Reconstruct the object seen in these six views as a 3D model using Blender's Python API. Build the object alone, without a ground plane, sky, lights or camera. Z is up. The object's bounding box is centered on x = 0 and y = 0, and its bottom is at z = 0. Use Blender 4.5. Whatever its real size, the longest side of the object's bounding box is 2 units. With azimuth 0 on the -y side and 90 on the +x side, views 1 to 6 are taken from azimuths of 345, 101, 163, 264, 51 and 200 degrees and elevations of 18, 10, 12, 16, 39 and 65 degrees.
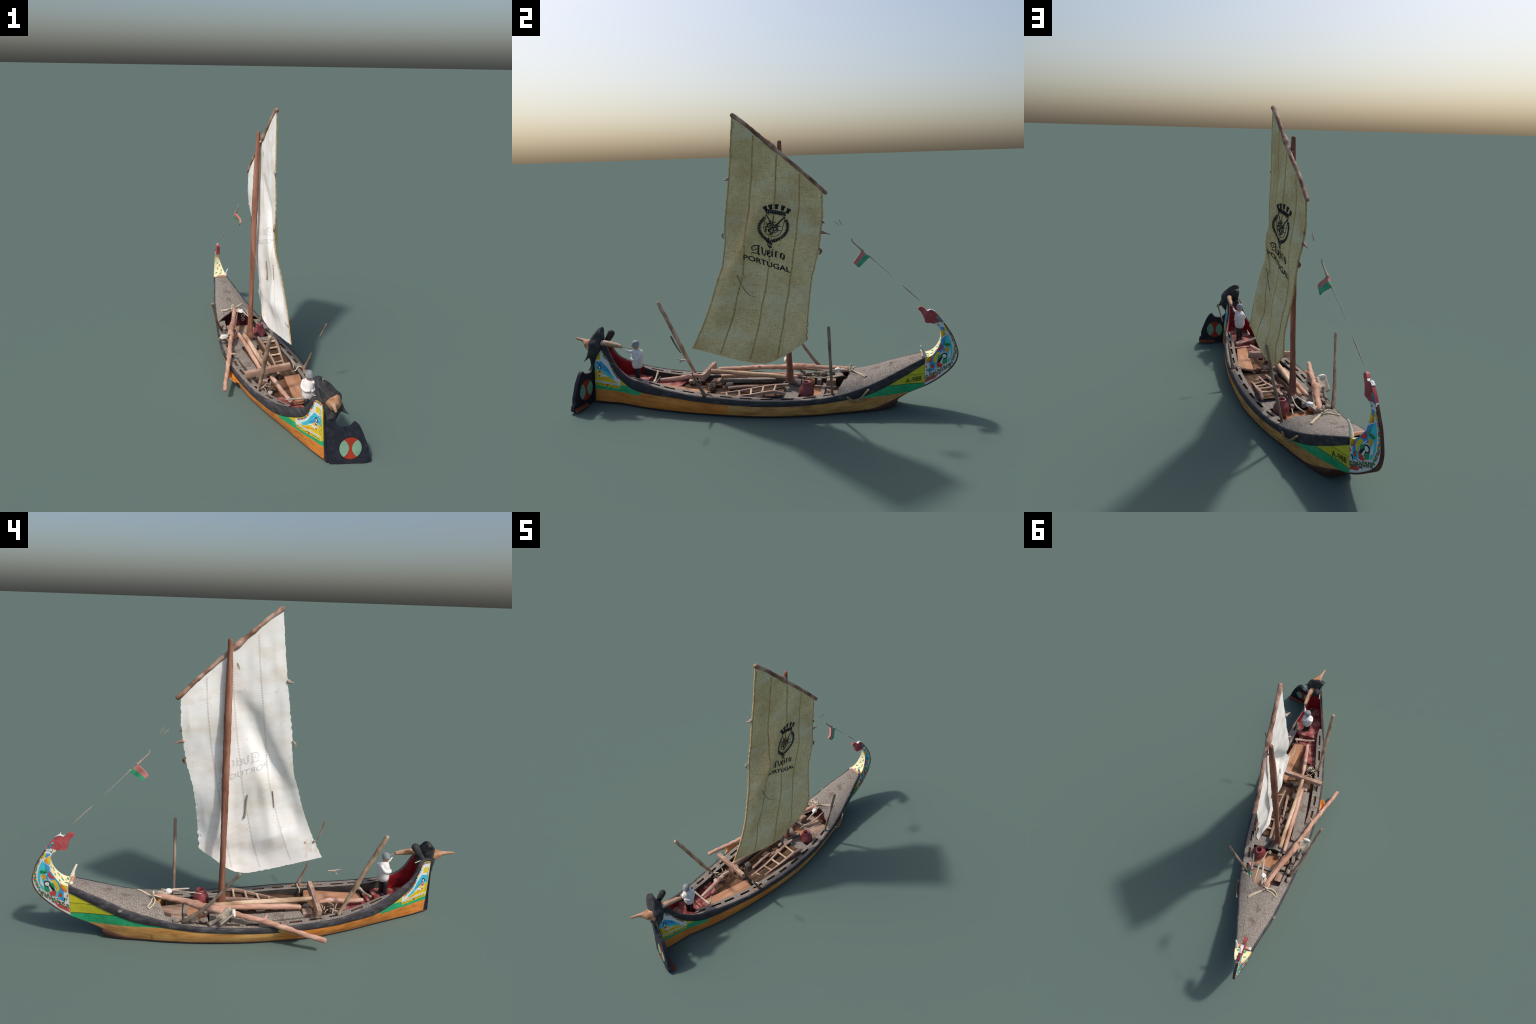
import bpy, bmesh, math, random
from mathutils import Vector, noise
from mathutils.bvhtree import BVHTree

random.seed(7)
for o in list(bpy.data.objects):
    bpy.data.objects.remove(o, do_unlink=True)
COL = bpy.context.scene.collection

# ------------------------------------------------------------------ helpers
def curve1(pts):
    """smooth monotone-ish interpolation through (t, value...) control points"""
    pts = sorted(pts)
    n = len(pts[0]) - 1
    def f(t):
        if t <= pts[0][0]:
            r = pts[0][1:]
            return r[0] if n == 1 else r
        if t >= pts[-1][0]:
            r = pts[-1][1:]
            return r[0] if n == 1 else r
        for i in range(len(pts) - 1):
            if pts[i][0] <= t <= pts[i + 1][0]:
                break
        p1, p2 = pts[i], pts[i + 1]
        p0 = pts[i - 1] if i > 0 else p1
        p3 = pts[i + 2] if i + 2 < len(pts) else p2
        h = p2[0] - p1[0]
        s = (t - p1[0]) / h
        out = []
        for k in range(1, n + 1):
            m1 = (p2[k] - p0[k]) / (p2[0] - p0[0]) * h
            m2 = (p3[k] - p1[k]) / (p3[0] - p1[0]) * h
            out.append((2*s**3 - 3*s**2 + 1)*p1[k] + (s**3 - 2*s**2 + s)*m1 + (-2*s**3 + 3*s**2)*p2[k] + (s**3 - s**2)*m2)
        return out[0] if n == 1 else tuple(out)
    return f

def spline3(pts, n):
    """Catmull-Rom through 3D points, n samples, arc-length like parameter"""
    P = [Vector(p) for p in pts]
    d = [0.0]
    for a, b in zip(P, P[1:]):
        d.append(d[-1] + max((b - a).length, 1e-6))
    f = curve1([(d[i] / d[-1], P[i].x, P[i].y, P[i].z) for i in range(len(P))])
    return [Vector(f(i / (n - 1))) for i in range(n)]

def new_obj(name, verts, faces, mat, parent=None, smooth=True, kind=None, angle=None):
    me = bpy.data.meshes.new(name)
    me.from_pydata([tuple(v) for v in verts], [], faces)
    me.validate()
    mats = mat if isinstance(mat, (list, tuple)) else [mat]
    for m in mats:
        me.materials.append(m)
    bm = bmesh.new(); bm.from_mesh(me)
    bmesh.ops.recalc_face_normals(bm, faces=bm.faces)
    bm.to_mesh(me); bm.free()
    o = bpy.data.objects.new(name, me)
    COL.objects.link(o)
    if smooth:
        if angle:
            me.shade_smooth()
            try:
                me.set_sharp_from_angle(angle=math.radians(angle))
            except Exception:
                pass
        else:
            me.shade_smooth()
    o.parent = parent if parent else ROOT
    if kind:
        o["kind"] = kind
    return o

def grid_faces(nu, nv, close_v=False, off=0):
    fs = []
    for i in range(nu - 1):
        for j in range(nv - (0 if close_v else 1)):
            j2 = (j + 1) % nv
            fs.append((off + i*nv + j, off + i*nv + j2, off + (i+1)*nv + j2, off + (i+1)*nv + j))
    return fs

def tube_geo(pts, radii, segs=10, rough=0.0, seed=0, flat=1.0, n=None, knots=0):
    """rounded stick along a curve; radius list is interpolated along it"""
    if n is None:
        n = max(6, len(pts) * 5)
    c = spline3(pts, n)
    rf = curve1([(i / (len(radii) - 1), r) for i, r in enumerate(radii)]) if len(radii) > 1 else (lambda t: radii[0])
    rs = random.Random(seed)
    kn = [(rs.random(), rs.uniform(0.15, 0.35)) for _ in range(knots)]
    rings = []
    up = Vector((0.13, 0.21, 1.0))
    for i, p in enumerate(c):
        t = (c[min(i + 1, n - 1)] - c[max(i - 1, 0)]).normalized()
        a = t.cross(up)
        if a.length < 0.1:
            a = t.cross(Vector((1, 0.2, 0)))
        a.normalize(); b = a.cross(t).normalized()
        s = i / (n - 1)
        r = rf(s)
        for kp, kr in kn:
            r *= 1 + kr * math.exp(-((s - kp) / 0.03) ** 2)
        rings.append((p, a, b, r))
    # domed ends
    def dome(idx, sign):
        p, a, b, r = rings[idx]
        t = (c[1] - c[0]).normalized() if idx == 0 else (c[-1] - c[-2]).normalized()
        return [(p + t * sign * r * 0.45, a, b, r * 0.72), (p + t * sign * r * 0.62, a, b, r * 0.3)]
    d0 = dome(0, -1); d1 = dome(-1, 1)
    rings = [d0[1], d0[0]] + rings + [d1[0], d1[1]]
    V = []
    for p, a, b, r in rings:
        for k in range(segs):
            th = 2 * math.pi * k / segs
            q = p + a * math.cos(th) * r + b * math.sin(th) * r * flat
            if rough:
                nz = noise.noise(q * 38 + Vector((seed * 3.1, 0, 0))) + 0.5 * noise.noise(q * 95 + Vector((0, seed, 0)))
                q = q + (q - p) * (nz * rough)
            V.append(q)
    F = grid_faces(len(rings), segs, True)
    F.append(tuple(range(segs))[::-1]); F.append(tuple((len(rings) - 1) * segs + k for k in range(segs)))
    return V, F

def tube(name, pts, radii, mat, segs=10, rough=0.0, seed=0, flat=1.0, n=None, parent=None, knots=0, kind=None):
    V, F = tube_geo(pts, radii, segs, rough, seed, flat, n, knots)
    return new_obj(name, V, F, mat, parent, kind=kind)

def join_geo(parts):
    V, F = [], []
    for v, f in parts:
        o = len(V)
        V += list(v); F += [tuple(i + o for i in g) for g in f]
    return V, F

def board(name, corners, thick, mat, parent=None, bevel=0.002, cuts=8, wob=0.0, seed=0, angle=40):
    """plank: 4 corner points (top face, in order), extruded down its normal, bevelled and slightly uneven"""
    c = [Vector(p) for p in corners]
    nrm = (c[1] - c[0]).cross(c[3] - c[0]).normalized()
    if nrm.z < 0:
        nrm = -nrm
    bm = bmesh.new()
    top = [bm.verts.new(p) for p in c]
    bot = [bm.verts.new(p - nrm * thick) for p in c]
    bm.faces.new(top); bm.faces.new(bot[::-1])
    for i in range(4):
        j = (i + 1) % 4
        bm.faces.new((top[j], top[i], bot[i], bot[j]))
    bmesh.ops.recalc_face_normals(bm, faces=bm.faces)
    if bevel:
        bmesh.ops.bevel(bm, geom=bm.edges[:], offset=bevel, segments=2, affect='EDGES', profile=0.6)
    if cuts:
        L = sum((c[(i+1) % 4] - c[i]).length for i in range(4)) / 4
        le = [e for e in bm.edges if e.calc_length() > L * 0.35]
        bmesh.ops.subdivide_edges(bm, edges=le, cuts=cuts, use_grid_fill=True)
    if wob:
        for v in bm.verts:
            q = v.co * 22 + Vector((seed * 5.3, 0, seed))
            v.co += Vector((noise.noise(q), noise.noise(q + Vector((9, 3, 1))), noise.noise(q + Vector((2, 8, 5))))) * wob
    me = bpy.data.meshes.new(name); bm.to_mesh(me); bm.free()
    me.materials.append(mat)
    me.shade_smooth()
    try:
        me.set_sharp_from_angle(angle=math.radians(angle))
    except Exception:
        pass
    o = bpy.data.objects.new(name, me); COL.objects.link(o)
    o.parent = parent if parent else ROOT
    return o

def lump(name, c, r, mat, seed=0, amp=0.25, boxy=0.6, parent=None, sub=3, freq=1.6):
    bm = bmesh.new(); bmesh.ops.create_icosphere(bm, subdivisions=sub, radius=1.0)
    for v in bm.verts:
        d = v.co.normalized()
        m = max(abs(d.x), abs(d.y), abs(d.z))
        q = d * (1 - boxy) + d / m * boxy * 0.85
        q = q * (1 + amp * noise.noise(d * freq + Vector((seed * 7.7, 0, 0))))
        v.co = Vector(c) + Vector((q.x * r[0], q.y * r[1], q.z * r[2]))
    me = bpy.data.meshes.new(name); bm.to_mesh(me); bm.free(); me.materials.append(mat); me.shade_smooth()
    o = bpy.data.objects.new(name, me); COL.objects.link(o); o.parent = parent if parent else ROOT
    return o

# ------------------------------------------------------------------ materials
def mk(name):
    m = bpy.data.materials.new(name); m.use_nodes = True
    nt = m.node_tree
    b = nt.nodes["Principled BSDF"]
    return m, nt, b

def coords(nt, scale=(1, 1, 1), rot=(0, 0, 0)):
    tc = nt.nodes.new("ShaderNodeTexCoord"); mp = nt.nodes.new("ShaderNodeMapping")
    mp.inputs["Scale"].default_value = scale; mp.inputs["Rotation"].default_value = rot
    nt.links.new(tc.outputs["Object"], mp.inputs["Vector"])
    return mp.outputs["Vector"]

def noise_n(nt, vec, scale, detail=4, rough=0.6, dist=0.0):
    n = nt.nodes.new("ShaderNodeTexNoise")
    n.inputs["Scale"].default_value = scale; n.inputs["Detail"].default_value = detail
    n.inputs["Roughness"].default_value = rough; n.inputs["Distortion"].default_value = dist
    nt.links.new(vec, n.inputs["Vector"])
    return n.outputs["Fac"]

def ramp(nt, fac, stops, interp='LINEAR'):
    r = nt.nodes.new("ShaderNodeValToRGB"); r.color_ramp.interpolation = interp
    els = r.color_ramp.elements
    while len(els) < len(stops):
        els.new(0.5)
    for e, (p, c) in zip(els, stops):
        e.position = p; e.color = (c[0], c[1], c[2], 1)
    nt.links.new(fac, r.inputs["Fac"])
    return r.outputs["Color"]

def mixc(nt, fac, a, b, mode='MIX'):
    m = nt.nodes.new("ShaderNodeMix"); m.data_type = 'RGBA'; m.blend_type = mode
    for s, v in ((0, fac), (6, a), (7, b)):
        if isinstance(v, (int, float)):
            m.inputs[s].default_value = v
        elif isinstance(v, tuple):
            m.inputs[s].default_value = (v[0], v[1], v[2], 1)
        else:
            nt.links.new(v, m.inputs[s])
    return m.outputs[2]

def bump(nt, b, h, strength=0.3, dist=0.004):
    bp = nt.nodes.new("ShaderNodeBump")
    bp.inputs["Strength"].default_value = strength; bp.inputs["Distance"].default_value = dist
    nt.links.new(h, bp.inputs["Height"]); nt.links.new(bp.outputs["Normal"], b.inputs["Normal"])

def grainy(name, stops, scale=60, stretch=(1, 1, 1), rough=0.75, bstr=0.3, detail=5, spots=None, spec=0.3):
    """noise-ramped material; stretch sets the grain direction; spots=(scale, threshold, colour)"""
    m, nt, b = mk(name)
    v = coords(nt, stretch)
    f = noise_n(nt, v, scale, detail)
    c = ramp(nt, f, stops)
    if spots:
        sv = coords(nt)
        sf = noise_n(nt, sv, spots[0], 3, 0.7)
        msk = ramp(nt, sf, [(spots[1], (0, 0, 0)), (spots[1] + 0.08, (1, 1, 1))])
        c = mixc(nt, msk, c, spots[2])
    nt.links.new(c, b.inputs["Base Color"])
    b.inputs["Roughness"].default_value = rough
    b.inputs["Specular IOR Level"].default_value = spec
    if bstr:
        bump(nt, b, f, bstr)
    return m

def g3(c, k=0.25):
    """three ramp stops round one colour"""
    d = tuple(x * (1 - k) for x in c); l = tuple(min(1, x * (1 + k)) for x in c)
    return [(0.3, d), (0.5, c), (0.7, l)]

def flatc(name, c, k=0.12, scale=45, rough=0.6):
    return grainy(name, g3(c, k), scale, rough=rough, bstr=0.1, detail=3)

M_DECK = grainy("speckled_deck", [(0.30, (0.075, 0.062, 0.052)), (0.45, (0.205, 0.175, 0.148)), (0.58, (0.30, 0.265, 0.232)), (0.72, (0.47, 0.425, 0.385))], 215, rough=0.95, bstr=0.5, spots=(16, 0.56, (0.17, 0.135, 0.11)))
M_RAIL = grainy("tarred_rail", [(0.3, (0.028, 0.026, 0.032)), (0.55, (0.05, 0.047, 0.052)), (0.75, (0.12, 0.115, 0.12))], 55, (1, 0.35, 1), rough=0.7)
M_DARK = grainy("dark_inside", g3((0.05, 0.043, 0.038), 0.5), 40, (1, 0.3, 1), rough=0.9)
M_FLOOR = grainy("brown_floor", [(0.3, (0.07, 0.035, 0.018)), (0.55, (0.16, 0.08, 0.04)), (0.75, (0.28, 0.15, 0.08))], 30, (1, 0.25, 1), rough=0.85)
M_HOLD = grainy("dark_hold_wood", [(0.3, (0.03, 0.018, 0.012)), (0.52, (0.085, 0.045, 0.026)), (0.75, (0.20, 0.11, 0.06))], 26, (1, 0.3, 1), rough=0.9)
M_BOTTOM = grainy("base_and_stem_brown", [(0.3, (0.06, 0.03, 0.025)), (0.6, (0.12, 0.05, 0.035)), (0.8, (0.2, 0.07, 0.04))], 30, (1, 0.2, 1), rough=0.8)  # red-brown of the scanned base plate, shared by the stem band
M_RED = grainy("red_paint_inside", [(0.36, (0.13, 0.022, 0.022)), (0.5, (0.29, 0.06, 0.055)), (0.64, (0.46, 0.24, 0.20))], 26, rough=0.55)
M_DRED = grainy("deep_red_paint", [(0.3, (0.16, 0.008, 0.012)), (0.6, (0.33, 0.01, 0.018)), (0.8, (0.46, 0.03, 0.04))], 18, rough=0.45)
M_SHADED_RED = grainy("shaded_red_bulkhead", g3((0.075, 0.012, 0.014), 0.5), 20, rough=0.7)  # darker copy of the deep red, with the shadow under the deck painted in
M_MAST = grainy("mast_wood", [(0.3, (0.12, 0.05, 0.032)), (0.5, (0.245, 0.10, 0.062)), (0.72, (0.42, 0.21, 0.145))], 34, (1, 1, 0.12), rough=0.75, bstr=0.4)
M_YARD = grainy("yard_wood", [(0.34, (0.10, 0.05, 0.036)), (0.5, (0.28, 0.145, 0.095)), (0.64, (0.58, 0.38, 0.29))], 20, (1, 0.6, 0.6), rough=0.8, bstr=0.4)
M_LOG = grainy("pink_stripped_log", [(0.28, (0.27, 0.13, 0.08)), (0.5, (0.50, 0.28, 0.20)), (0.72, (0.66, 0.46, 0.38))], 30, (1, 0.22, 1), rough=0.75, bstr=0.4)
M_LOG2 = grainy("buff_stripped_log", [(0.28, (0.24, 0.14, 0.08)), (0.5, (0.52, 0.355, 0.23)), (0.72, (0.72, 0.58, 0.44))], 30, (1, 0.25, 1), rough=0.75, bstr=0.4)
M_POLE = grainy("weathered_pole", [(0.28, (0.13, 0.085, 0.06)), (0.5, (0.27, 0.19, 0.14)), (0.72, (0.42, 0.32, 0.25))], 30, (1, 1, 0.3), rough=0.85, bstr=0.4)
M_POLE2 = grainy("tan_pole", [(0.28, (0.18, 0.105, 0.06)), (0.5, (0.40, 0.27, 0.18)), (0.72, (0.62, 0.47, 0.34))], 30, (1, 1, 0.3), rough=0.8, bstr=0.4)
M_PLANK = grainy("pinkish_plank", [(0.28, (0.20, 0.12, 0.085)), (0.5, (0.36, 0.235, 0.175)), (0.72, (0.48, 0.34, 0.27))], 40, (1, 0.3, 1), rough=0.85, bstr=0.35)
M_BENCH = grainy("bench_wood", [(0.28, (0.24, 0.13, 0.09)), (0.5, (0.40, 0.25, 0.18)), (0.72, (0.52, 0.37, 0.28))], 40, (0.3, 1, 1), rough=0.85, bstr=0.35)
M_BOARD = grainy("orange_board", [(0.28, (0.28, 0.13, 0.065)), (0.5, (0.44, 0.215, 0.115)), (0.72, (0.54, 0.30, 0.18))], 34, (1, 0.2, 1), rough=0.8, bstr=0.3)
M_STONE = grainy("grey_block", g3((0.27, 0.23, 0.19), 0.35), 40, rough=0.95, bstr=0.5)
M_BONE = grainy("pale_wood_block", [(0.3, (0.35, 0.26, 0.18)), (0.55, (0.55, 0.46, 0.36)), (0.75, (0.75, 0.68, 0.58))], 40, rough=0.8)
M_JAR = grainy("red_clay_jar", [(0.3, (0.16, 0.03, 0.032)), (0.55, (0.27, 0.055, 0.06)), (0.75, (0.40, 0.15, 0.15))], 24, rough=0.42, bstr=0.1, spec=0.5)
M_ROPE = grainy("pale_rope", g3((0.62, 0.53, 0.38), 0.3), 220, rough=0.95)
M_STRING = grainy("tan_string", g3((0.40, 0.32, 0.26), 0.3), 150, rough=0.95)
M_HANDLE = grainy("brown_rope", g3((0.28, 0.20, 0.11), 0.5), 160, rough=0.95)
M_RUD = grainy("navy_black_paint", [(0.3, (0.012, 0.013, 0.022)), (0.6, (0.022, 0.023, 0.036)), (0.8, (0.06, 0.06, 0.07))], 40, rough=0.55)
M_RHEAD = grainy("rudder_head_paint", [(0.3, (0.02, 0.02, 0.022)), (0.55, (0.045, 0.045, 0.047)), (0.8, (0.12, 0.115, 0.115))], 35, rough=0.7)
M_TILL = grainy("tiller_wood", [(0.3, (0.26, 0.11, 0.045)), (0.5, (0.46, 0.25, 0.14)), (0.72, (0.68, 0.50, 0.38))], 26, (1, 0.4, 1), rough=0.7)
M_RCIRC = flatc("rudder_red", (0.36, 0.035, 0.015))
M_GCIRC = flatc("rudder_pale_green", (0.20, 0.36, 0.25))
M_RUDBOT = flatc("rudder_red_brown_edge", (0.20, 0.045, 0.02))
M_WHITE = flatc("white_paint", (0.72, 0.72, 0.70), 0.06)
M_BLUE = flatc("blue_paint", (0.06, 0.30, 0.60))
M_SKY = flatc("turquoise_paint", (0.06, 0.58, 0.66), 0.06)
M_NAVY = flatc("navy_paint", (0.02, 0.09, 0.22))
M_YEL = flatc("yellow_paint", (0.72, 0.56, 0.03))
M_ORA = flatc("orange_paint", (0.75, 0.32, 0.02))
M_REDP = flatc("scarlet_paint", (0.62, 0.06, 0.05))
M_GRN = flatc("leaf_green_paint", (0.03, 0.30, 0.12))
M_BLK = flatc("black_paint", (0.015, 0.02, 0.022))
M_INK = grainy("sail_ink", g3((0.02, 0.022, 0.028), 0.5), 90, rough=0.95)
M_GHOST = grainy("ink_showing_through", g3((0.66, 0.64, 0.62), 0.15), 120, rough=0.95)
M_SEAM = grainy("seam_thread", g3((0.54, 0.35, 0.15), 0.45), 110, rough=0.95)
M_CREAM = flatc("cream_deck_paint", (0.80, 0.74, 0.46), 0.06)
M_PEG = flatc("pale_peg", (0.72, 0.68, 0.60), 0.1)
M_HEAD = grainy("prow_head_red", [(0.3, (0.30, 0.045, 0.05)), (0.55, (0.46, 0.085, 0.09)), (0.8, (0.55, 0.16, 0.16))], 28, rough=0.5)
M_SKIN = flatc("skin", (0.55, 0.28, 0.20))
M_SHIRT = grainy("white_shirt", g3((0.74, 0.72, 0.70), 0.12), 30, rough=0.9)
M_TROU = flatc("black_trousers", (0.025, 0.023, 0.024), 0.3)
M_CAP = flatc("grey_cap", (0.26, 0.28, 0.29), 0.3)
M_FGRN = flatc("flag_green", (0.06, 0.38, 0.20), 0.2)
M_FRED = flatc("flag_faded_red", (0.58, 0.22, 0.19), 0.2)

def sail_canvas():
    m, nt, b = mk("white_canvas")
    f = noise_n(nt, coords(nt, (1, 1, 2.2)), 5, 3)
    c = ramp(nt, f, [(0.3, (0.80, 0.74, 0.66)), (0.5, (0.90, 0.87, 0.83)), (0.7, (0.94, 0.93, 0.92))])
    sp = ramp(nt, noise_n(nt, coords(nt), 90, 2, 0.7), [(0.70, (0, 0, 0)), (0.76, (1, 1, 1))])
    c = mixc(nt, sp, c, (0.50, 0.44, 0.36))
    st = ramp(nt, noise_n(nt, coords(nt, (1, 1.4, 1)), 4.3, 5, 0.7), [(0.60, (0, 0, 0)), (0.75, (1, 1, 1))])
    c = mixc(nt, st, c, (0.62, 0.53, 0.43))
    nt.links.new(c, b.inputs["Base Color"]); b.inputs["Roughness"].default_value = 0.95
    b.inputs["Specular IOR Level"].default_value = 0.1
    bump(nt, b, noise_n(nt, coords(nt, (1, 1, 6)), 120, 3), 0.25, 0.002)
    return m

def sail_backlit():  # starboard face of the cloth, khaki of light coming through painted in
    m, nt, b = mk("backlit_burlap")
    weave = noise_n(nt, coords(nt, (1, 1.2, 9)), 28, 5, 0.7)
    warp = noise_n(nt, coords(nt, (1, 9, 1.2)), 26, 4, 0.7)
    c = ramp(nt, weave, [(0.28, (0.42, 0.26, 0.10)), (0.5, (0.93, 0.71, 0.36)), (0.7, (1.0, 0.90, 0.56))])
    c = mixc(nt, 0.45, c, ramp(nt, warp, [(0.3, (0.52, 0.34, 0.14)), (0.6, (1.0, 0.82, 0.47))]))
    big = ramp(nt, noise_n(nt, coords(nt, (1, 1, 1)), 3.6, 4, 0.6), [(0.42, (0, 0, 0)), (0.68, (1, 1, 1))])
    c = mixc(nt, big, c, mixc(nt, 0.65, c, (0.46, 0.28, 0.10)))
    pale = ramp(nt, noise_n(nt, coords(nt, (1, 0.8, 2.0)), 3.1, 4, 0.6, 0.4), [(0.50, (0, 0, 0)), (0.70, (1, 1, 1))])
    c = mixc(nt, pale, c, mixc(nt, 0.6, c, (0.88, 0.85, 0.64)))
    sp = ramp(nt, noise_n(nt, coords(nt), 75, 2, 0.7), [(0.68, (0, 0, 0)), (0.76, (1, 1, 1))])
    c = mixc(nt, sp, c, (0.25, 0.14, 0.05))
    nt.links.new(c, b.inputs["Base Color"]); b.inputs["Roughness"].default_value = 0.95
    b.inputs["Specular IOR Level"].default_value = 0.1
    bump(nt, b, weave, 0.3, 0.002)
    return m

def hull_paint():
    """varnished orange planks, green and yellow bands at the bow and the stern (by object-space y and z)"""
    m, nt, b = mk("painted_planks")
    tc = nt.nodes.new("ShaderNodeTexCoord"); sx = nt.nodes.new("ShaderNodeSeparateXYZ")
    nt.links.new(tc.outputs["Object"], sx.inputs[0])
    Y, Zc = sx.outputs["Y"], sx.outputs["Z"]
    def math_n(op, a, b2=None, c=None):
        n = nt.nodes.new("ShaderNodeMath"); n.operation = op
        for i, v in enumerate((a, b2, c)):
            if v is None: continue
            if isinstance(v, (int, float)): n.inputs[i].default_value = v
            else: nt.links.new(v, n.inputs[i])
        return n.outputs[0]
    wood = ramp(nt, noise_n(nt, coords(nt, (1, 0.14, 1)), 46, 6, 0.65, 0.3), [(0.3, (0.34, 0.135, 0.035)), (0.5, (0.60, 0.29, 0.08)), (0.72, (0.74, 0.43, 0.15))])
    wood2 = ramp(nt, noise_n(nt, coords(nt, (1, 0.10, 0.8)), 60, 6, 0.65), [(0.3, (0.40, 0.12, 0.02)), (0.5, (0.68, 0.23, 0.035)), (0.72, (0.76, 0.30, 0.06))])
    aft = math_n('LESS_THAN', Y, -0.12)
    base = mixc(nt, aft, wood, wood2)
    nz = noise_n(nt, coords(nt), 9, 2)
    wob = math_n('MULTIPLY', math_n('SUBTRACT', nz, 0.5), 0.004)
    zz = math_n('ADD', Zc, wob)
    bow = math_n('GREATER_THAN', Y, 0.2)
    def above(expr, ysel):
        return math_n('MULTIPLY', math_n('GREATER_THAN', zz, expr), ysel)
    gk = noise_n(nt, coords(nt), 40, 3)
    green = ramp(nt, gk, [(0.3, (0.015, 0.33, 0.13)), (0.7, (0.03, 0.46, 0.19))])
    yg = ramp(nt, gk, [(0.3, (0.50, 0.46, 0.015)), (0.7, (0.62, 0.58, 0.03))])
    ye = ramp(nt, gk, [(0.3, (0.60, 0.54, 0.015)), (0.7, (0.70, 0.64, 0.03))])
    c = mixc(nt, above(0.083, bow), base, green)
    e1 = math_n('ADD', 0.1315, math_n('MULTIPLY', math_n('SUBTRACT', 0.83, Y), 0.03))
    c = mixc(nt, above(math_n('SUBTRACT', e1, 0.003), bow), c, (0.02, 0.05, 0.02))
    c = mixc(nt, above(e1, bow), c, yg)
    c = mixc(nt, above(0.1805, bow), c, (0.10, 0.09, 0.01))
    c = mixc(nt, above(0.183, bow), c, ye)
    # stern bands slope up towards the sternpost
    st = math_n('LESS_THAN', Y, -0.50)
    g0 = math_n('ADD', 0.067, math_n('MULTIPLY', math_n('SUBTRACT', -0.58, Y), 0.036))
    g0 = math_n('ADD', g0, math_n('MULTIPLY', math_n('MAXIMUM', math_n('ADD', Y, 0.62), 0.0), 0.55))
    c = mixc(nt, above(g0, st), c, green)
    y0 = math_n('ADD', 0.110, math_n('MULTIPLY', math_n('SUBTRACT', -0.66, Y), -0.03))
    c = mixc(nt, above(y0, st), c, (0.66, 0.50, 0.03))
    nt.links.new(c, b.inputs["Base Color"])
    b.inputs["Roughness"].default_value = 0.5
    bump(nt, b, noise_n(nt, coords(nt, (1, 0.12, 1)), 60, 4), 0.2, 0.002)
    return m

M_CANVAS = sail_canvas(); M_BACKLIT = sail_backlit(); M_HULL = hull_paint()

# ------------------------------------------------------------------ the boat
ROOT = bpy.data.objects.new("sailing_boat", None)
COL.objects.link(ROOT)
ROOT["label"] = "painted wooden sailing boat with curled prow and one sail"
ROOT["category"] = "sailing boat"

# sheer line, port (-x) and starboard (+x): y -> x, z of the outer top edge
PORT = curve1([(-0.875, 0.046, 0.302), (-0.845, 0.034, 0.306), (-0.812, 0.022, 0.296), (-0.795, 0.013, 0.252), (-0.767, -0.001, 0.214), (-0.704, -0.028, 0.177),
    (-0.649, -0.050, 0.152), (-0.559, -0.084, 0.123), (-0.44, -0.121, 0.099), (-0.36, -0.143, 0.091), (-0.236, -0.168, 0.087), (-0.116, -0.186, 0.086),
    (0.013, -0.191, 0.084), (0.122, -0.191, 0.086), (0.264, -0.181, 0.091), (0.377, -0.170, 0.106), (0.489, -0.156, 0.134), (0.573, -0.147, 0.160),
    (0.662, -0.134, 0.198), (0.75, -0.116, 0.232), (0.835, -0.101, 0.264)])
STBD = curve1([(-0.875, 0.090, 0.302), (-0.845, 0.096, 0.306), (-0.812, 0.101, 0.303), (-0.796, 0.104, 0.292), (-0.780, 0.108, 0.260), (-0.764, 0.113, 0.231), (-0.734, 0.124, 0.197), (-0.69, 0.139, 0.169),
    (-0.647, 0.153, 0.151), (-0.58, 0.168, 0.138), (-0.496, 0.183, 0.123), (-0.42, 0.194, 0.113), (-0.317, 0.206, 0.103), (-0.226, 0.210, 0.096),
    (-0.136, 0.211, 0.091), (-0.05, 0.208, 0.086), (0.03, 0.202, 0.083), (0.105, 0.194, 0.082), (0.188, 0.183, 0.084), (0.27, 0.167, 0.087), (0.352, 0.147, 0.094), (0.407, 0.133, 0.103),
    (0.473, 0.115, 0.118), (0.546, 0.092, 0.139), (0.62, 0.065, 0.166), (0.694, 0.039, 0.200), (0.768, 0.013, 0.233), (0.835, -0.012, 0.264)])
RAILH = curve1([(-0.875, 0.008), (-0.845, 0.009), (-0.83, 0.014), (-0.818, 0.046), (-0.8, 0.050), (-0.77, 0.047), (-0.7, 0.05), (-0.6, 0.052), (-0.52, 0.044), (-0.45, 0.034), (-0.35, 0.029), (0.0, 0.024), (0.32, 0.024),
    (0.44, 0.031), (0.5, 0.041), (0.64, 0.047), (0.74, 0.041), (0.835, 0.031)])
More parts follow.
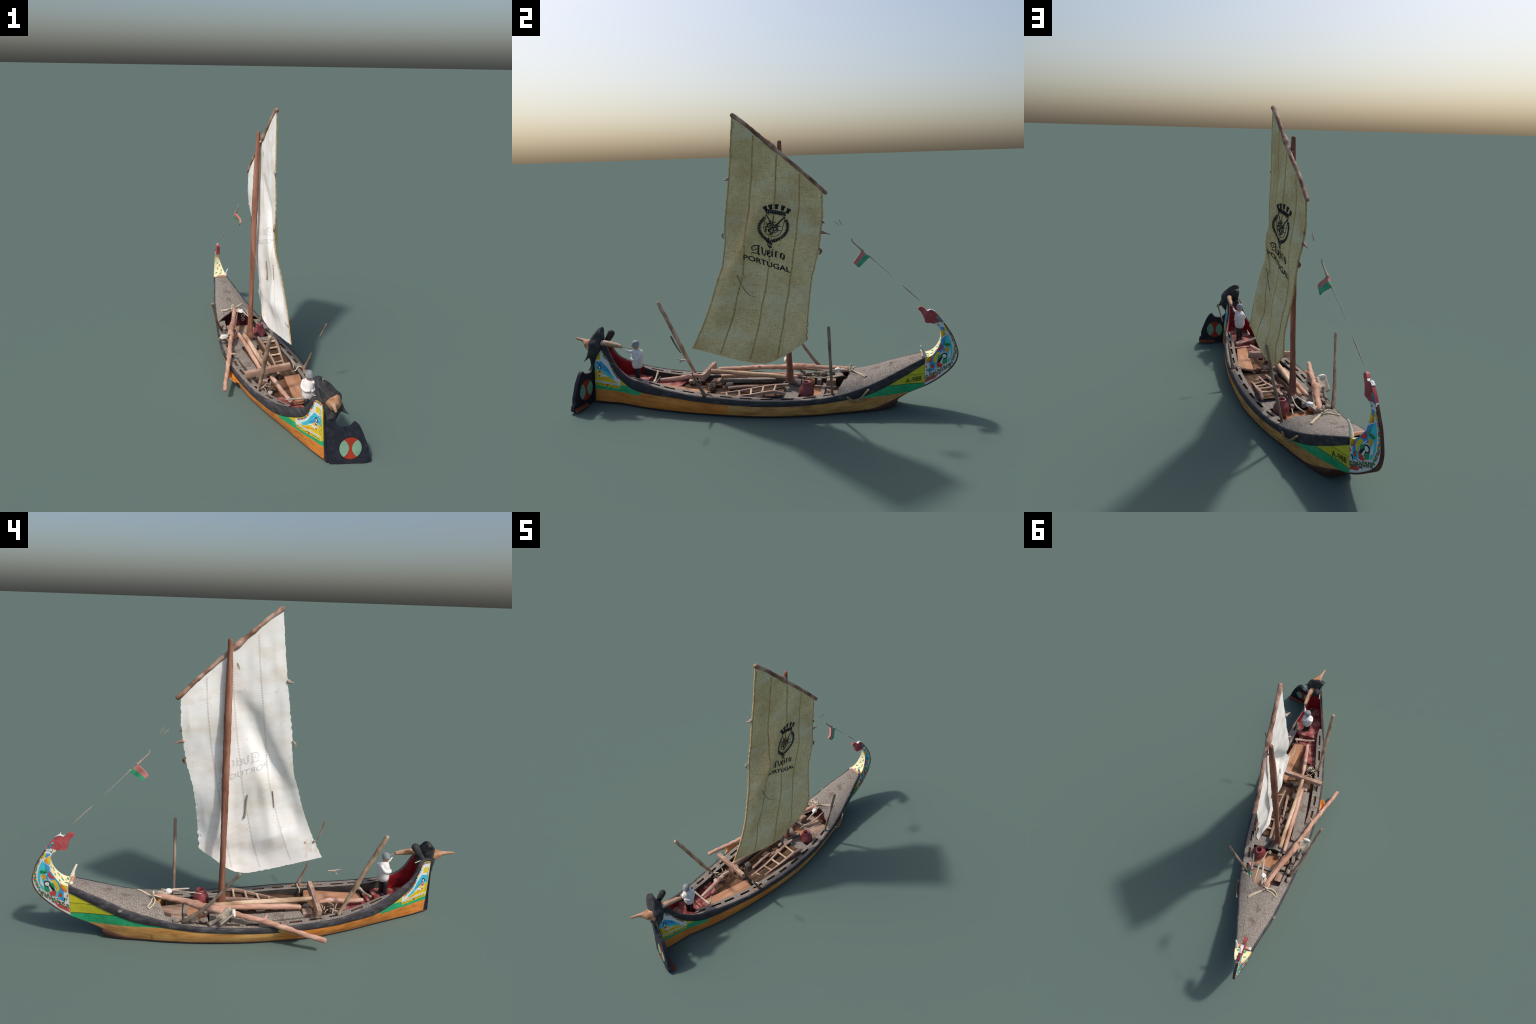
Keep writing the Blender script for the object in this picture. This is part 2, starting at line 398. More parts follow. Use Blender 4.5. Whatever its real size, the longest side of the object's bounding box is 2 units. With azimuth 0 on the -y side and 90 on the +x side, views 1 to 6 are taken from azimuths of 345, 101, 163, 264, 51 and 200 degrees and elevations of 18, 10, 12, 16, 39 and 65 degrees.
# chine (lower edge of the side planks): y -> port x, starboard x, z
CHINE = curve1([(-0.885, 0.066, 0.122, 0.012), (-0.80, 0.030, 0.130, 0.012), (-0.72, 0.002, 0.134, 0.011), (-0.60, -0.040, 0.162, 0.010), (-0.45, -0.095, 0.186, 0.010),
    (-0.25, -0.150, 0.202, 0.010), (0.0, -0.174, 0.202, 0.010), (0.15, -0.174, 0.184, 0.010), (0.3, -0.165, 0.150, 0.010), (0.42, -0.150, 0.112, 0.011),
    (0.52, -0.132, 0.082, 0.013), (0.60, -0.121, 0.054, 0.021), (0.68, -0.106, 0.019, 0.047), (0.745, -0.099, -0.006, 0.076), (0.80, -0.096, -0.014, 0.100), (0.835, -0.094, -0.019, 0.114)])
Y0, Y1 = -0.875, 0.835
NY = 150
ys = [Y0 + (Y1 - Y0) * i / (NY - 1) for i in range(NY)]

def side_pt(y, sd, s):
    """point on the side planking, s=0 under the rail, s=1 at the chine"""
    G = PORT(y) if sd < 0 else STBD(y)
    ch = CHINE(y)
    xb = ch[0] if sd < 0 else ch[1]
    zt = G[1] - RAILH(y)
    k = min(1.0, max(0.0, (y - 0.5) / 0.3))
    w = s ** (1.0 + 0.3 * k)
    return Vector((G[0] + (xb - G[0]) * w + sd * 0.004 * math.sin(math.pi * s) * (1 - k), y, zt + (ch[2] - zt) * s))

def hull_shell():
    V, F = [], []
    NS = 12
    for sd in (-1, 1):
        off = len(V)
        for y in ys:
            for j in range(NS):
                V.append(side_pt(y, sd, j / (NS - 1)))
        F += grid_faces(NY, NS, False, off)
    # close the stern between both sides
    for j in range(NS - 1):
        a = j; b = NY * NS + j
        F.append((a, a + 1, b + 1, b))
    return new_obj("hull_planking", V, F, M_HULL)
HULL = hull_shell()

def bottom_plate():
    """dark plate under the chine, after shadowed ground caught in the scan, blunt under the bow"""
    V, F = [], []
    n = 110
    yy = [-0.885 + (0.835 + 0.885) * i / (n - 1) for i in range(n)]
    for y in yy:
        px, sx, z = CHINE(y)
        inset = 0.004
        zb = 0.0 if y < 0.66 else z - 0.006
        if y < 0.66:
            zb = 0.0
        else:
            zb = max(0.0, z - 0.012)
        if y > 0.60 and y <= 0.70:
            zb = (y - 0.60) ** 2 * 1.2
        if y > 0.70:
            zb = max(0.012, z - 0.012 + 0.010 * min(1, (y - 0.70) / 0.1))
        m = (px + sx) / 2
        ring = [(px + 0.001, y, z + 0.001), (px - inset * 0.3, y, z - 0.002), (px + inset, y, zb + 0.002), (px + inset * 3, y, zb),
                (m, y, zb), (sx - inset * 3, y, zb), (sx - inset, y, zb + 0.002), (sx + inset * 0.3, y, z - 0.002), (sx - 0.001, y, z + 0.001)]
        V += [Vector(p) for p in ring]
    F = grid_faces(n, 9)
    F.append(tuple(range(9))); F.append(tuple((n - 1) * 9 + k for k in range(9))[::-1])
    return new_obj("hull_scan_base", V, F, M_BOTTOM)
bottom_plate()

# rubbing rail along both sides
for sd in (-1, 1):
    V = []
    for y in ys:
        G = PORT(y) if sd < 0 else STBD(y)
        h = RAILH(y)
        nz = noise.noise(Vector((sd * 3, y * 30, 0))) * 0.0014
        p = Vector((G[0], y, G[1]))
        o = sd * (0.004 + nz)
        under = side_pt(y, sd, 0.0)
        V += [p + Vector((-sd * 0.006, 0, 0.0025 + nz)), p + Vector((o * 0.2, 0, 0.0025)), p + Vector((o, 0, -0.002)), p + Vector((o, 0, -h * 0.5)),
              p + Vector((o, 0, -h + 0.003 + nz)), Vector((under.x + o * 0.5, y, G[1] - h)), Vector((under.x - sd * 0.002, y, G[1] - h + 0.001))]
    new_obj("rubbing_rail", V, grid_faces(NY, 7), M_RAIL)

# ---- side decks with slots
DECKW = curve1([(-0.66, 0.022), (-0.60, 0.044), (-0.5, 0.052), (0.0, 0.055), (0.35, 0.054), (0.43, 0.05)])
SLOTS = {-1: [-0.583, -0.485, -0.375, -0.274, -0.18, -0.08, 0.02, 0.11, 0.245, 0.35],
         1: [-0.625, -0.525, -0.44, -0.335, -0.24, -0.138, -0.037, 0.067, 0.168, 0.275, 0.372]}
def side_deck(sd):
    ya, yb = -0.655, 0.425
    br = [ya + (yb - ya) * i / 120 for i in range(121)]
    for c in SLOTS[sd]:
        for e in (c - 0.031, c + 0.031):
            br = [b for b in br if abs(b - e) > 0.004]
            br.append(e)
    br.sort()
    def in_slot(y):
        return any(abs(y - c) < 0.0309 for c in SLOTS[sd])
    rows = [0.0, 0.25, 0.46, 0.70, 0.86, 1.0]
    V, idx = [], {}
    F, mi = [], []
    def top(y, r, dz=0.0):
        G = PORT(y) if sd < 0 else STBD(y)
        w = DECKW(y)
        q = Vector((G[0] - sd * (0.002 + w * r), y, 0))
        nz = noise.noise(Vector((q.x * 40, y * 40, sd))) * 0.0012
        z = G[1] + 0.001 + nz + (-0.001 if r > 0.9 else 0)
        return Vector((q.x, y, z + dz))
    def vid(i, j, low):
        k = (i, j, low)
        if k not in idx:
            idx[k] = len(V); V.append(top(br[i], rows[j], -0.010 if low else 0))
        return idx[k]
    n = len(br)
    for i in range(n - 1):
        ymid = (br[i] + br[i+1]) / 2
        for j in range(len(rows) - 1):
            low = in_slot(ymid) and j == 2
            F.append((vid(i, j, low), vid(i, j+1, low), vid(i+1, j+1, low), vid(i+1, j, low))); mi.append(1 if low else 0)
            if low:
                for jj in (2, 3):
                    F.append((vid(i, jj, 0), vid(i+1, jj, 0), vid(i+1, jj, 1), vid(i, jj, 1))); mi.append(1)
                for ii, yo in ((i, br[i-1] + br[i]), (i+1, br[i+1] + br[min(i+2, n-1)])):
                    if not in_slot(yo / 2):
                        F.append((vid(ii, 2, 0), vid(ii, 3, 0), vid(ii, 3, 1), vid(ii, 2, 1))); mi.append(1)
    o = new_obj("side_deck", V, F, [M_DECK, M_HOLD], smooth=False)
    # material per face (validated order kept)
    for p, m in zip(o.data.polygons, mi):
        p.material_index = m
    # inner coaming wall
    W = []
    for i in range(n):
        y = br[i]
        t = top(y, 1.0)
        W += [t, t + Vector((-sd * 0.001, 0, -0.004)), t + Vector((sd * 0.002, 0, -0.03)), Vector((t.x + sd * 0.004, y, 0.030))]
    new_obj("coaming", W, grid_faces(n, 4), M_DARK)
for sd in (-1, 1):
    side_deck(sd)

# ---- inside floor
def strip_between(name, ya, yb, n, fn, mat, m=6):
    """surface spanning port to starboard; fn(y, t) -> point"""
    V = []
    for i in range(n):
        y = ya + (yb - ya) * i / (n - 1)
        for j in range(m):
            V.append(fn(y, j / (m - 1)))
    return new_obj(name, V, grid_faces(n, m), mat)
def inner(y, inset):
    return PORT(y)[0] + inset, STBD(y)[0] - inset
def floor_fn(y, t):
    a, b = inner(y, 0.03)
    
    z = 0.068 if y < 0.2 else 0.050
    z = z - 0.014 * min(1, max(0, (-0.05 - y) / 0.25))
    return Vector((a + (b - a) * t, y, z + 0.004 * noise.noise(Vector((t * 7, y * 14, 4)))))
strip_between("hold_floor", -0.62, 0.60, 90, floor_fn, M_HOLD, 18)

# stern well: red floor, red lining up the sheer
def stern_floor(y, t):
    a, b = inner(y, 0.014)
    return Vector((a + (b - a) * t, y, 0.106 + 0.004 * noise.noise(Vector((t * 4, y * 20, 1))) + max(0, -0.70 - y) * 0.25))
strip_between("stern_floor", -0.865, -0.60, 26, stern_floor, M_RED)
V = []
for t in (0, 0.5, 1):
    a, b = inner(-0.60, 0.03)
    V += [Vector((a + (b - a) * t, -0.60, 0.106)), Vector((a + (b - a) * t, -0.598, 0.02))]
new_obj("stern_step", V, [(0, 2, 3, 1), (2, 4, 5, 3)], M_RED, smooth=False)
for sd in (-1, 1):
    V = []
    n = 40
    for i in range(n):
        y = -0.868 + (0.868 - 0.60) * i / (n - 1)
        G = PORT(y) if sd < 0 else STBD(y)
        th = 0.011
        V += [Vector((G[0] - sd * 0.0055, y, G[1] + 0.0024)), Vector((G[0] - sd * th, y, G[1] + 0.001)), Vector((G[0] - sd * (th + 0.002), y, G[1] - 0.015)),
              Vector((G[0] - sd * (th + 0.003), y, min(G[1] - 0.02, 0.10)))]
    o = new_obj("stern_lining", V, grid_faces(n, 4), [M_DECK, M_DRED])
    for i, p in enumerate(o.data.polygons):
        p.material_index = 0 if i % 3 == 0 else 1
# stern top block between the two sheer ends, and the sternpost
board("stern_cap", [(0.030, -0.815, 0.299), (0.098, -0.808, 0.300), (0.088, -0.876, 0.300), (0.048, -0.876, 0.300)], 0.03, M_RAIL, wob=0.001)
new_obj("transom_lining", [(0.034, -0.822, 0.285), (0.097, -0.815, 0.285), (0.110, -0.800, 0.12), (0.03, -0.812, 0.12)], [(0, 1, 2, 3)], M_DRED, smooth=False)
V = []
for z, xa, xb, y in ((0.300, 0.047, 0.090, -0.876), (0.2, 0.052, 0.100, -0.879), (0.1, 0.060, 0.112, -0.884), (0.03, 0.066, 0.118, -0.889), (0.004, 0.068, 0.120, -0.891)):
    V += [Vector((xa, y + 0.012, z)), Vector((xa + 0.003, y - 0.004, z)), Vector((xb - 0.003, y - 0.004, z)), Vector((xb, y + 0.012, z))]
new_obj("sternpost", V, grid_faces(5, 4) + [(0, 1, 2, 3), (16, 17, 18, 19)], M_RUD, smooth=False)

# ---- cambered foredeck
CAMBER = curve1([(0.40, 0.050), (0.48, 0.040), (0.55, 0.029), (0.62, 0.021), (0.70, 0.015), (0.8, 0.008), (0.835, 0.005)])
def foredeck_fn(y, t, dz=0.0):
    P, S = PORT(y), STBD(y)
    c = CAMBER(y)
    x = P[0] + 0.004 + (S[0] - P[0] - 0.008) * t
    z = P[1] + (S[1] - P[1]) * t + c * (1 - abs(2 * t - 1) ** 3.0) + 0.001
    z += 0.0016 * noise.noise(Vector((x * 40, y * 40, 2))) + 0.0009 * noise.noise(Vector((x * 120, y * 120, 5)))
    return Vector((x, y, z + dz))
def aft_edge(t):
    return 0.405 + 0.045 * math.sin(math.pi * t) + (0.012 if 0.3 < t < 0.7 else 0)
V = []
nu, nv = 90, 40
for i in range(nu):
    for j in range(nv):
        t = j / (nv - 1)
        y = aft_edge(t) + (0.836 - aft_edge(t)) * i / (nu - 1)
        V.append(foredeck_fn(y, t))
F = grid_faces(nu, nv)
off = len(V)
for j in range(nv):
    t = j / (nv - 1)
    V.append(foredeck_fn(aft_edge(t), t, -0.010) + Vector((0, 0.002, 0)))
for j in range(nv):
    t = j / (nv - 1)
    V.append(foredeck_fn(aft_edge(t) + 0.12, t, -0.012))
for j in range(nv - 1):
    F.append((j, j + 1, off + j + 1, off + j)); F.append((off + j, off + j + 1, off + nv + j + 1, off + nv + j))
new_obj("foredeck", V, F, M_DECK, angle=50)
# red bulkhead under the foredeck, deep shadow put into its dark colour
V = []
for j in range(12):
    t = j / 11
    p = foredeck_fn(0.50, t, -0.012)
    V += [p, Vector((p.x, 0.47, 0.02))]
new_obj("bulkhead", V, [(2*j, 2*j+2, 2*j+3, 2*j+1) for j in range(11)], M_SHADED_RED)
# white scroll painted on the bulkhead
def scroll(cx, cy, cz, r):
    return [(cx + r * math.cos(a) * (1 - a / 14), cy, cz + r * math.sin(a) * (1 - a / 14)) for a in [k * 0.6 for k in range(12)]]
geo = [tube_geo(scroll(cx, 0.474, cz, r), [0.0015], 6, n=40) for cx, cz, r in ((0.02, 0.115, 0.014), (0.02, 0.090, 0.011))]
Vv, Ff = join_geo(geo)
new_obj("painted_scroll", Vv, Ff, M_WHITE)
# thwart deck that carries the mast, fore hold floor boards and beam
def thwart_fn(y, t):
    a, b = inner(y, 0.045)
    return Vector((a + (b - a) * t, y, 0.082 + 0.040 * math.exp(-((t - 0.44) / 0.13) ** 2) * min(1, max(0.1, (y - 0.11) / 0.06)) + 0.002 * noise.noise(Vector((t * 30, y * 60, 3)))))
strip_between("mast_thwart", 0.115, 0.215, 18, thwart_fn, M_DECK, 40)
V = []
for j in range(30):
    t = j / 29
    p = thwart_fn(0.215, t)
    V += [p, Vector((p.x, 0.217, 0.02))]
    p = thwart_fn(0.115, t)
    V += [p, Vector((p.x, 0.113, 0.02))]
F = []
for j in range(29):
    F += [(4*j, 4*j+4, 4*j+5, 4*j+1), (4*j+2, 4*j+6, 4*j+7, 4*j+3)]
new_obj("thwart_side", V, F, M_DARK)
board("hold_board", [(-0.115, 0.222, 0.058), (0.118, 0.222, 0.058), (0.10, 0.325, 0.058), (-0.115, 0.325, 0.058)], 0.012, M_BOARD, wob=0.002, seed=3)
board("hold_board", [(-0.11, 0.338, 0.056), (0.10, 0.338, 0.056), (0.075, 0.455, 0.056), (-0.105, 0.455, 0.056)], 0.012, M_PLANK, wob=0.002, seed=5)
board("hold_beam", [(-0.118, 0.318, 0.070), (0.108, 0.318, 0.070), (0.105, 0.338, 0.070), (-0.116, 0.338, 0.070)], 0.03, M_STONE, wob=0.002, seed=4)

board("crate", [(-0.112, 0.340, 0.098), (-0.070, 0.342, 0.100), (-0.070, 0.392, 0.102), (-0.110, 0.392, 0.100)], 0.05, M_PLANK, bevel=0.005, wob=0.004, seed=31)
board("crate", [(-0.112, 0.290, 0.094), (-0.075, 0.290, 0.096), (-0.075, 0.314, 0.096), (-0.112, 0.314, 0.094)], 0.04, M_STONE, bevel=0.005, wob=0.003, seed=32)
V = []
for r, z in ((0.0, 0.060), (0.022, 0.062), (0.029, 0.076), (0.028, 0.090), (0.023, 0.094), (0.019, 0.090), (0.017, 0.078), (0.0, 0.074)):
    for k2 in range(20):
        a = 2 * math.pi * k2 / 20
        V.append(Vector((-0.092 + r * math.cos(a), 0.252 + r * math.sin(a), z)))
new_obj("wooden_bowl", V, grid_faces(8, 20, True), M_BOARD)
# ---- hold furniture
board("side_platform", [(-0.050, -0.215, 0.090), (-0.095, -0.225, 0.084), (-0.143, 0.060, 0.084), (-0.078, 0.075, 0.092)], 0.02, M_DECK, bevel=0.003, wob=0.002, seed=1)
board("side_platform", [(-0.080, 0.066, 0.100), (-0.140, 0.060, 0.096), (-0.142, 0.12, 0.098), (-0.082, 0.12, 0.10)], 0.03, M_DECK, bevel=0.006, wob=0.003, seed=2)
board("hold_block", [(-0.022, -0.275, 0.085), (-0.075, -0.275, 0.085), (-0.078, -0.225, 0.088), (-0.026, -0.228, 0.090)], 0.045, M_PLANK, bevel=0.006, wob=0.004, seed=6)
board("hold_block", [(0.005, -0.19, 0.085), (-0.035, -0.19, 0.085), (-0.035, -0.15, 0.085), (0.005, -0.15, 0.085)], 0.05, M_STONE, bevel=0.010, wob=0.004, seed=7)
board("hold_plank", [(0.015, -0.16, 0.062), (0.035, -0.16, 0.062), (0.022, 0.10, 0.066), (0.002, 0.10, 0.066)], 0.015, M_PLANK, wob=0.002, seed=8)
board("hold_plank", [(0.13, -0.25, 0.040), (0.16, -0.25, 0.040), (0.17, 0.10, 0.040), (0.14, 0.10, 0.040)], 0.012, M_FLOOR, wob=0.003, seed=9)
tube("hold_stick", [(0.03, -0.16, 0.075), (0.02, -0.08, 0.082), (0.012, -0.01, 0.084)], [0.009, 0.008, 0.007], M_PLANK, rough=0.3, seed=21)

# ladder
lad_a = [(0.037, 0.158, 0.118), (0.046, 0.05, 0.108), (0.062, -0.08, 0.083), (0.058, -0.225, 0.054)]
lad_b = [(0.136, 0.155, 0.112), (0.130, 0.09, 0.116), (0.122, -0.04, 0.086), (0.108, -0.20, 0.050)]
LAD = bpy.data.objects.new("ladder", None); COL.objects.link(LAD); LAD.parent = ROOT
for k, r in enumerate((lad_a, lad_b)):
    c = spline3(r, 30)
    V = []
    for i, p in enumerate(c):
        s = i / 29
        w = 0.0075 * (0.6 + 0.4 * math.sin(math.pi * min(1, s * 1.6 + 0.15)))
        h = 0.013
        nz = noise.noise(p * 40) * 0.0015
        V += [p + Vector((-w, 0, nz)), p + Vector((w, 0, nz)), p + Vector((w * 0.9, 0, -h)), p + Vector((-w * 0.9, 0, -h))]
    new_obj("ladder_rail", V, grid_faces(30, 4, True) + [(0, 1, 2, 3), (116, 117, 118, 119)], M_PLANK, LAD, angle=40)
ca, cb = spline3(lad_a, 61), spline3(lad_b, 61)
for f in (0.17, 0.34, 0.51, 0.68, 0.85):
    a, b = ca[int(f * 60)], cb[int(f * 60)]
    tube("ladder_rung", [a + Vector((0, 0, -0.006)), (a + b) / 2 + Vector((0, 0, -0.007)), b + Vector((0, 0, -0.006))], [0.0065, 0.0055, 0.0065], M_LOG2, rough=0.15, seed=int(f * 100), parent=LAD)

V = []
for i in range(16):
    y = -0.22 + 0.36 * i / 15
    for j in range(8):
        t = j / 7
        xa = 0.02 + 0.03 * (1 - i / 15); xb = 0.150
        V.append(Vector((xa + (xb - xa) * t, y, 0.041 + 0.056 * (i / 15) + 0.004 * noise.noise(Vector((t * 5, y * 30, 8))))))
new_obj("ladder_gap_fill", V, grid_faces(16, 8), M_HOLD)  # dark sheet added to close the gaps between rungs, as the scan does
# long logs
tube("spare_log", [(-0.041, 0.190, 0.122), (-0.036, 0.05, 0.128), (-0.034, -0.12, 0.136), (-0.031, -0.285, 0.142)], [0.012, 0.0125, 0.012, 0.011], M_LOG2, rough=0.12, seed=1, n=50)
tube("spare_log", [(-0.072, 0.205, 0.124), (-0.064, 0.08, 0.122), (-0.056, -0.06, 0.117), (-0.046, -0.215, 0.106)], [0.011, 0.013, 0.013, 0.012], M_LOG, rough=0.12, seed=2, n=50)
tube("spare_log", [(-0.017, -0.315, 0.112), (-0.012, -0.36, 0.118), (0.0, -0.43, 0.108), (0.021, -0.54, 0.098)], [0.010, 0.013, 0.012, 0.010], M_LOG, rough=0.25, seed=3, n=40)
OAR = [(-0.041, 0.453, 0.178), (-0.08, 0.32, 0.165), (-0.123, 0.195, 0.150), (-0.152, 0.08, 0.132), (-0.178, -0.016, 0.118), (-0.218, -0.15, 0.09), (-0.262, -0.292, 0.062)]
tube("oar", OAR, [0.012, 0.013, 0.017, 0.0125, 0.013, 0.012, 0.012], M_LOG, rough=0.3, seed=4, n=90, segs=14, knots=3)
tube("oar_peg", [(-0.176, -0.03, 0.12), (-0.160, -0.04, 0.128), (-0.150, -0.045, 0.126)], [0.007, 0.005, 0.004], M_LOG, rough=0.2, seed=5)
# scan artefact kept as a hull-coloured web between oar and hull side
web = []
for i in range(10):
    t = i / 9
    a = Vector((-0.187, -0.085, 0.062)).lerp(Vector((-0.172, -0.225, 0.050)), t)
    b = Vector((-0.203, -0.105, 0.092)).lerp(Vector((-0.241, -0.225, 0.071)), t)
    for j in range(6):
        u = j / 5
        sag = 0.018 * math.sin(math.pi * u) * math.sin(math.pi * min(1, t * 1.1)) + 0.006 * t
        p = a.lerp(b, u * (1 - 0.75 * max(0, t - 0.55) / 0.45))
        web.append(p + Vector((0, 0.012 * math.sin(math.pi * u) * t, -sag)))
o = new_obj("oar_scan_web", web, grid_faces(10, 6), M_HULL)
md = o.modifiers.new("s", 'SOLIDIFY'); md.thickness = 0.005

# bench plank standing on edge, with nail heads
board("bench", [(-0.155, -0.299, 0.146), (0.095, -0.296, 0.167), (0.097, -0.274, 0.170), (-0.152, -0.277, 0.149)], 0.034, M_BENCH, bevel=0.003, wob=0.002, seed=11)
gp = []
for k in range(6):
    t = 0.1 + 0.16 * k
    x = -0.155 + 0.25 * t
    gp.append(tube_geo([(x, -0.287, 0.1475 + 0.021 * t), (x, -0.287, 0.1495 + 0.021 * t)], [0.0028, 0.0028], 8, n=2))
Vv, Ff = join_geo(gp)
new_obj("nail_head", Vv, Ff, M_POLE, kind="stuff")
# aft hold boards
board("floor_board", [(0.045, -0.545, 0.092), (0.105, -0.540, 0.092), (0.158, -0.27, 0.086), (0.075, -0.245, 0.072)], 0.010, M_BOARD, bevel=0.002, wob=0.0015, seed=12)
board("floor_board", [(0.010, -0.50, 0.066), (0.060, -0.50, 0.070), (0.075, -0.27, 0.066), (0.0, -0.29, 0.062)], 0.010, M_FLOOR, wob=0.002, seed=13)
board("red_floor_board", [(-0.045, -0.60, 0.074), (0.10, -0.60, 0.078), (0.045, -0.44, 0.066), (-0.07, -0.42, 0.064)], 0.010, M_RED, wob=0.003, seed=14)
board("red_beam", [(0.0, -0.585, 0.085), (0.115, -0.575, 0.09), (0.112, -0.56, 0.085), (0.0, -0.57, 0.08)], 0.03, M_RED, bevel=0.006, wob=0.003, seed=15)
board("coaming_board", [(0.158, -0.56, 0.112), (0.164, -0.56, 0.112), (0.192, -0.20, 0.098), (0.186, -0.20, 0.098)], 0.035, M_BOARD, bevel=0.001)
tube("cross_stick", [(0.108, -0.545, 0.118), (0.05, -0.555, 0.122), (-0.012, -0.566, 0.135)], [0.008, 0.005, 0.006], M_BONE, rough=0.25, seed=6)
tube("cross_stick", [(0.10, -0.535, 0.118), (0.085, -0.515, 0.145)], [0.004, 0.002], M_BONE, rough=0.25, seed=7)

# tangled twigs and rope scraps under the bench
gp = []
rs = random.Random(5)
for k in range(16):
    p = Vector((rs.uniform(-0.09, -0.02), rs.uniform(-0.40, -0.30), rs.uniform(0.06, 0.11)))
    d = Vector((rs.uniform(-1, 1), rs.uniform(-1, 1), rs.uniform(-0.4, 0.5))).normalized() * rs.uniform(0.02, 0.05)
    gp.append(tube_geo([p, p + d * 0.5 + Vector((0, 0, 0.006)), p + d], [0.0025, 0.002, 0.0015], 6, n=8))
Vv, Ff = join_geo(gp)
new_obj("twig_tangle", Vv, Ff, M_BONE, kind="stuff")

# clutter lying in the hold: short planks, offcuts and lumps
rs = random.Random(17)
for k2 in range(9):
    c = Vector((rs.uniform(-0.02, 0.03), rs.uniform(-0.24, 0.06), 0.076))
    l = rs.uniform(0.025, 0.06); w = rs.uniform(0.005, 0.011); a = rs.uniform(-0.5, 0.5)
    u = Vector((math.sin(a), math.cos(a), rs.uniform(-0.12, 0.12))); n2 = Vector((math.cos(a), -math.sin(a), rs.uniform(-0.2, 0.2)))
    board("offcut", [c - u*l/2 - n2*w, c - u*l/2 + n2*w, c + u*l/2 + n2*w, c + u*l/2 - n2*w], 0.007, (M_PLANK, M_FLOOR, M_BENCH)[k2 % 3], bevel=0.001, cuts=2, wob=0.002, seed=k2)
for k2, c in enumerate([(0.01, -0.255, 0.078), (-0.06, -0.33, 0.07), (-0.045, -0.39, 0.07), (0.0, 0.09, 0.085), (0.05, -0.245, 0.07)]):
    lump("rubble", c, (0.014, 0.016, 0.012), (M_STONE, M_HOLD, M_BONE)[k2 % 3], k2 + 40, 0.4, 0.4)
# punting poles stepped on the side decks
tube("pole", [(0.107, 0.386, 0.098), (0.130, 0.384, 0.20), (0.156, 0.381, 0.32), (0.185, 0.379, 0.468)], [0.006, 0.0075, 0.0075, 0.008], M_POLE, rough=0.18, seed=8, n=40)
tube("pole", [(-0.156, 0.330, 0.108), (-0.190, 0.26, 0.175), (-0.212, 0.20, 0.245), (-0.240, 0.125, 0.345), (-0.255, 0.092, 0.387)], [0.010, 0.010, 0.008, 0.006, 0.008], M_POLE, rough=0.22, seed=9, n=40)
tube("pole", [(-0.104, -0.388, 0.098), (-0.105, -0.44, 0.20), (-0.107, -0.50, 0.325), (-0.111, -0.583, 0.492)], [0.008, 0.011, 0.011, 0.010], M_POLE2, rough=0.22, seed=10, n=45)
tube("pole_stump", [(0.190, -0.245, 0.100), (0.198, -0.262, 0.14), (0.202, -0.28, 0.175), (0.208, -0.298, 0.222)], [0.012, 0.007, 0.006, 0.0025], M_POLE, rough=0.25, seed=12, n=24)
tube("pole_fragment", [(0.230, -0.341, 0.333), (0.240, -0.36, 0.372), (0.251, -0.380, 0.424)], [0.0025, 0.0045, 0.004], M_POLE, rough=0.2, seed=13)
# lashings round pole feet
tube("lashing", [(0.185, -0.24, 0.105), (0.165, -0.235, 0.112), (0.14, -0.245, 0.095), (0.12, -0.24, 0.09)], [0.003, 0.003], M_ROPE, rough=0.2, n=20)
tube("lashing", [(-0.112, -0.395, 0.102), (-0.104, -0.385, 0.108), (-0.096, -0.395, 0.102), (-0.08, -0.38, 0.10), (-0.06, -0.36, 0.105)], [0.003, 0.0025], M_ROPE, rough=0.2, n=26)
# floating scrap of frayed rope above the hold
gp = [tube_geo([(0.071, -0.40, 0.235), (0.071, -0.385, 0.234), (0.071, -0.367, 0.236)], [0.006, 0.004, 0.0015], 6, n=10),
      tube_geo([(0.071, -0.40, 0.235), (0.071, -0.418, 0.240), (0.071, -0.432, 0.243)], [0.005, 0.0025, 0.001], 6, n=10),
      tube_geo([(0.071, -0.40, 0.235), (0.071, -0.408, 0.222), (0.071, -0.418, 0.212)], [0.005, 0.003, 0.001], 6, n=10)]
Vv, Ff = join_geo(gp)
new_obj("rope_scrap", Vv, Ff, M_BONE, kind="stuff")

# ---- jar
prof = [(0.0, 0.070), (0.030, 0.070), (0.037, 0.080), (0.039, 0.095), (0.036, 0.112), (0.029, 0.125), (0.024, 0.134), (0.0235, 0.142), (0.0225, 0.147), (0.018, 0.1475), (0.0135, 0.144), (0.0125, 0.13), (0.010, 0.112), (0.0, 0.11)]
V = []
for r, z in prof:
    for k in range(28):
        a = 2 * math.pi * k / 28
        V.append(Vector((0.072 + r * math.cos(a), 0.254 + r * math.sin(a), z + 0.0012 * noise.noise(Vector((math.cos(a), math.sin(a), z * 30))))))
new_obj("clay_jar", V, grid_faces(len(prof), 28, True), M_JAR)

# ---- wooden seat block on the port side, stones
V, F = [], []
# curved bailer scoop: a bent plate
V = []
for i in range(12):
    s = i / 11
    for j in range(9):
        t = j / 8 - 0.5
        a = Vector((-0.178, 0.178, 0.118)).lerp(Vector((-0.176, 0.118, 0.172)), s)
        side = Vector((0.042, 0.014, 0.004))
        nrm = Vector((0.0, 0.6, 0.75))
        V.append(a + side * t * 1.3 - nrm * (0.014 * (1 - (2 * t) ** 2)) + nrm * 0.006)
o = new_obj("bailer", V, grid_faces(12, 9), M_BONE)
md = o.modifiers.new("s", 'SOLIDIFY'); md.thickness = 0.006
lump("bailer_lip", (-0.182, 0.110, 0.163), (0.024, 0.010, 0.015), M_PEG, 3, 0.3, 0.3)
tube("bailer_handle", [(-0.172, 0.165, 0.135), (-0.168, 0.19, 0.115), (-0.166, 0.215, 0.100)], [0.010, 0.008, 0.010], M_STONE, rough=0.3)
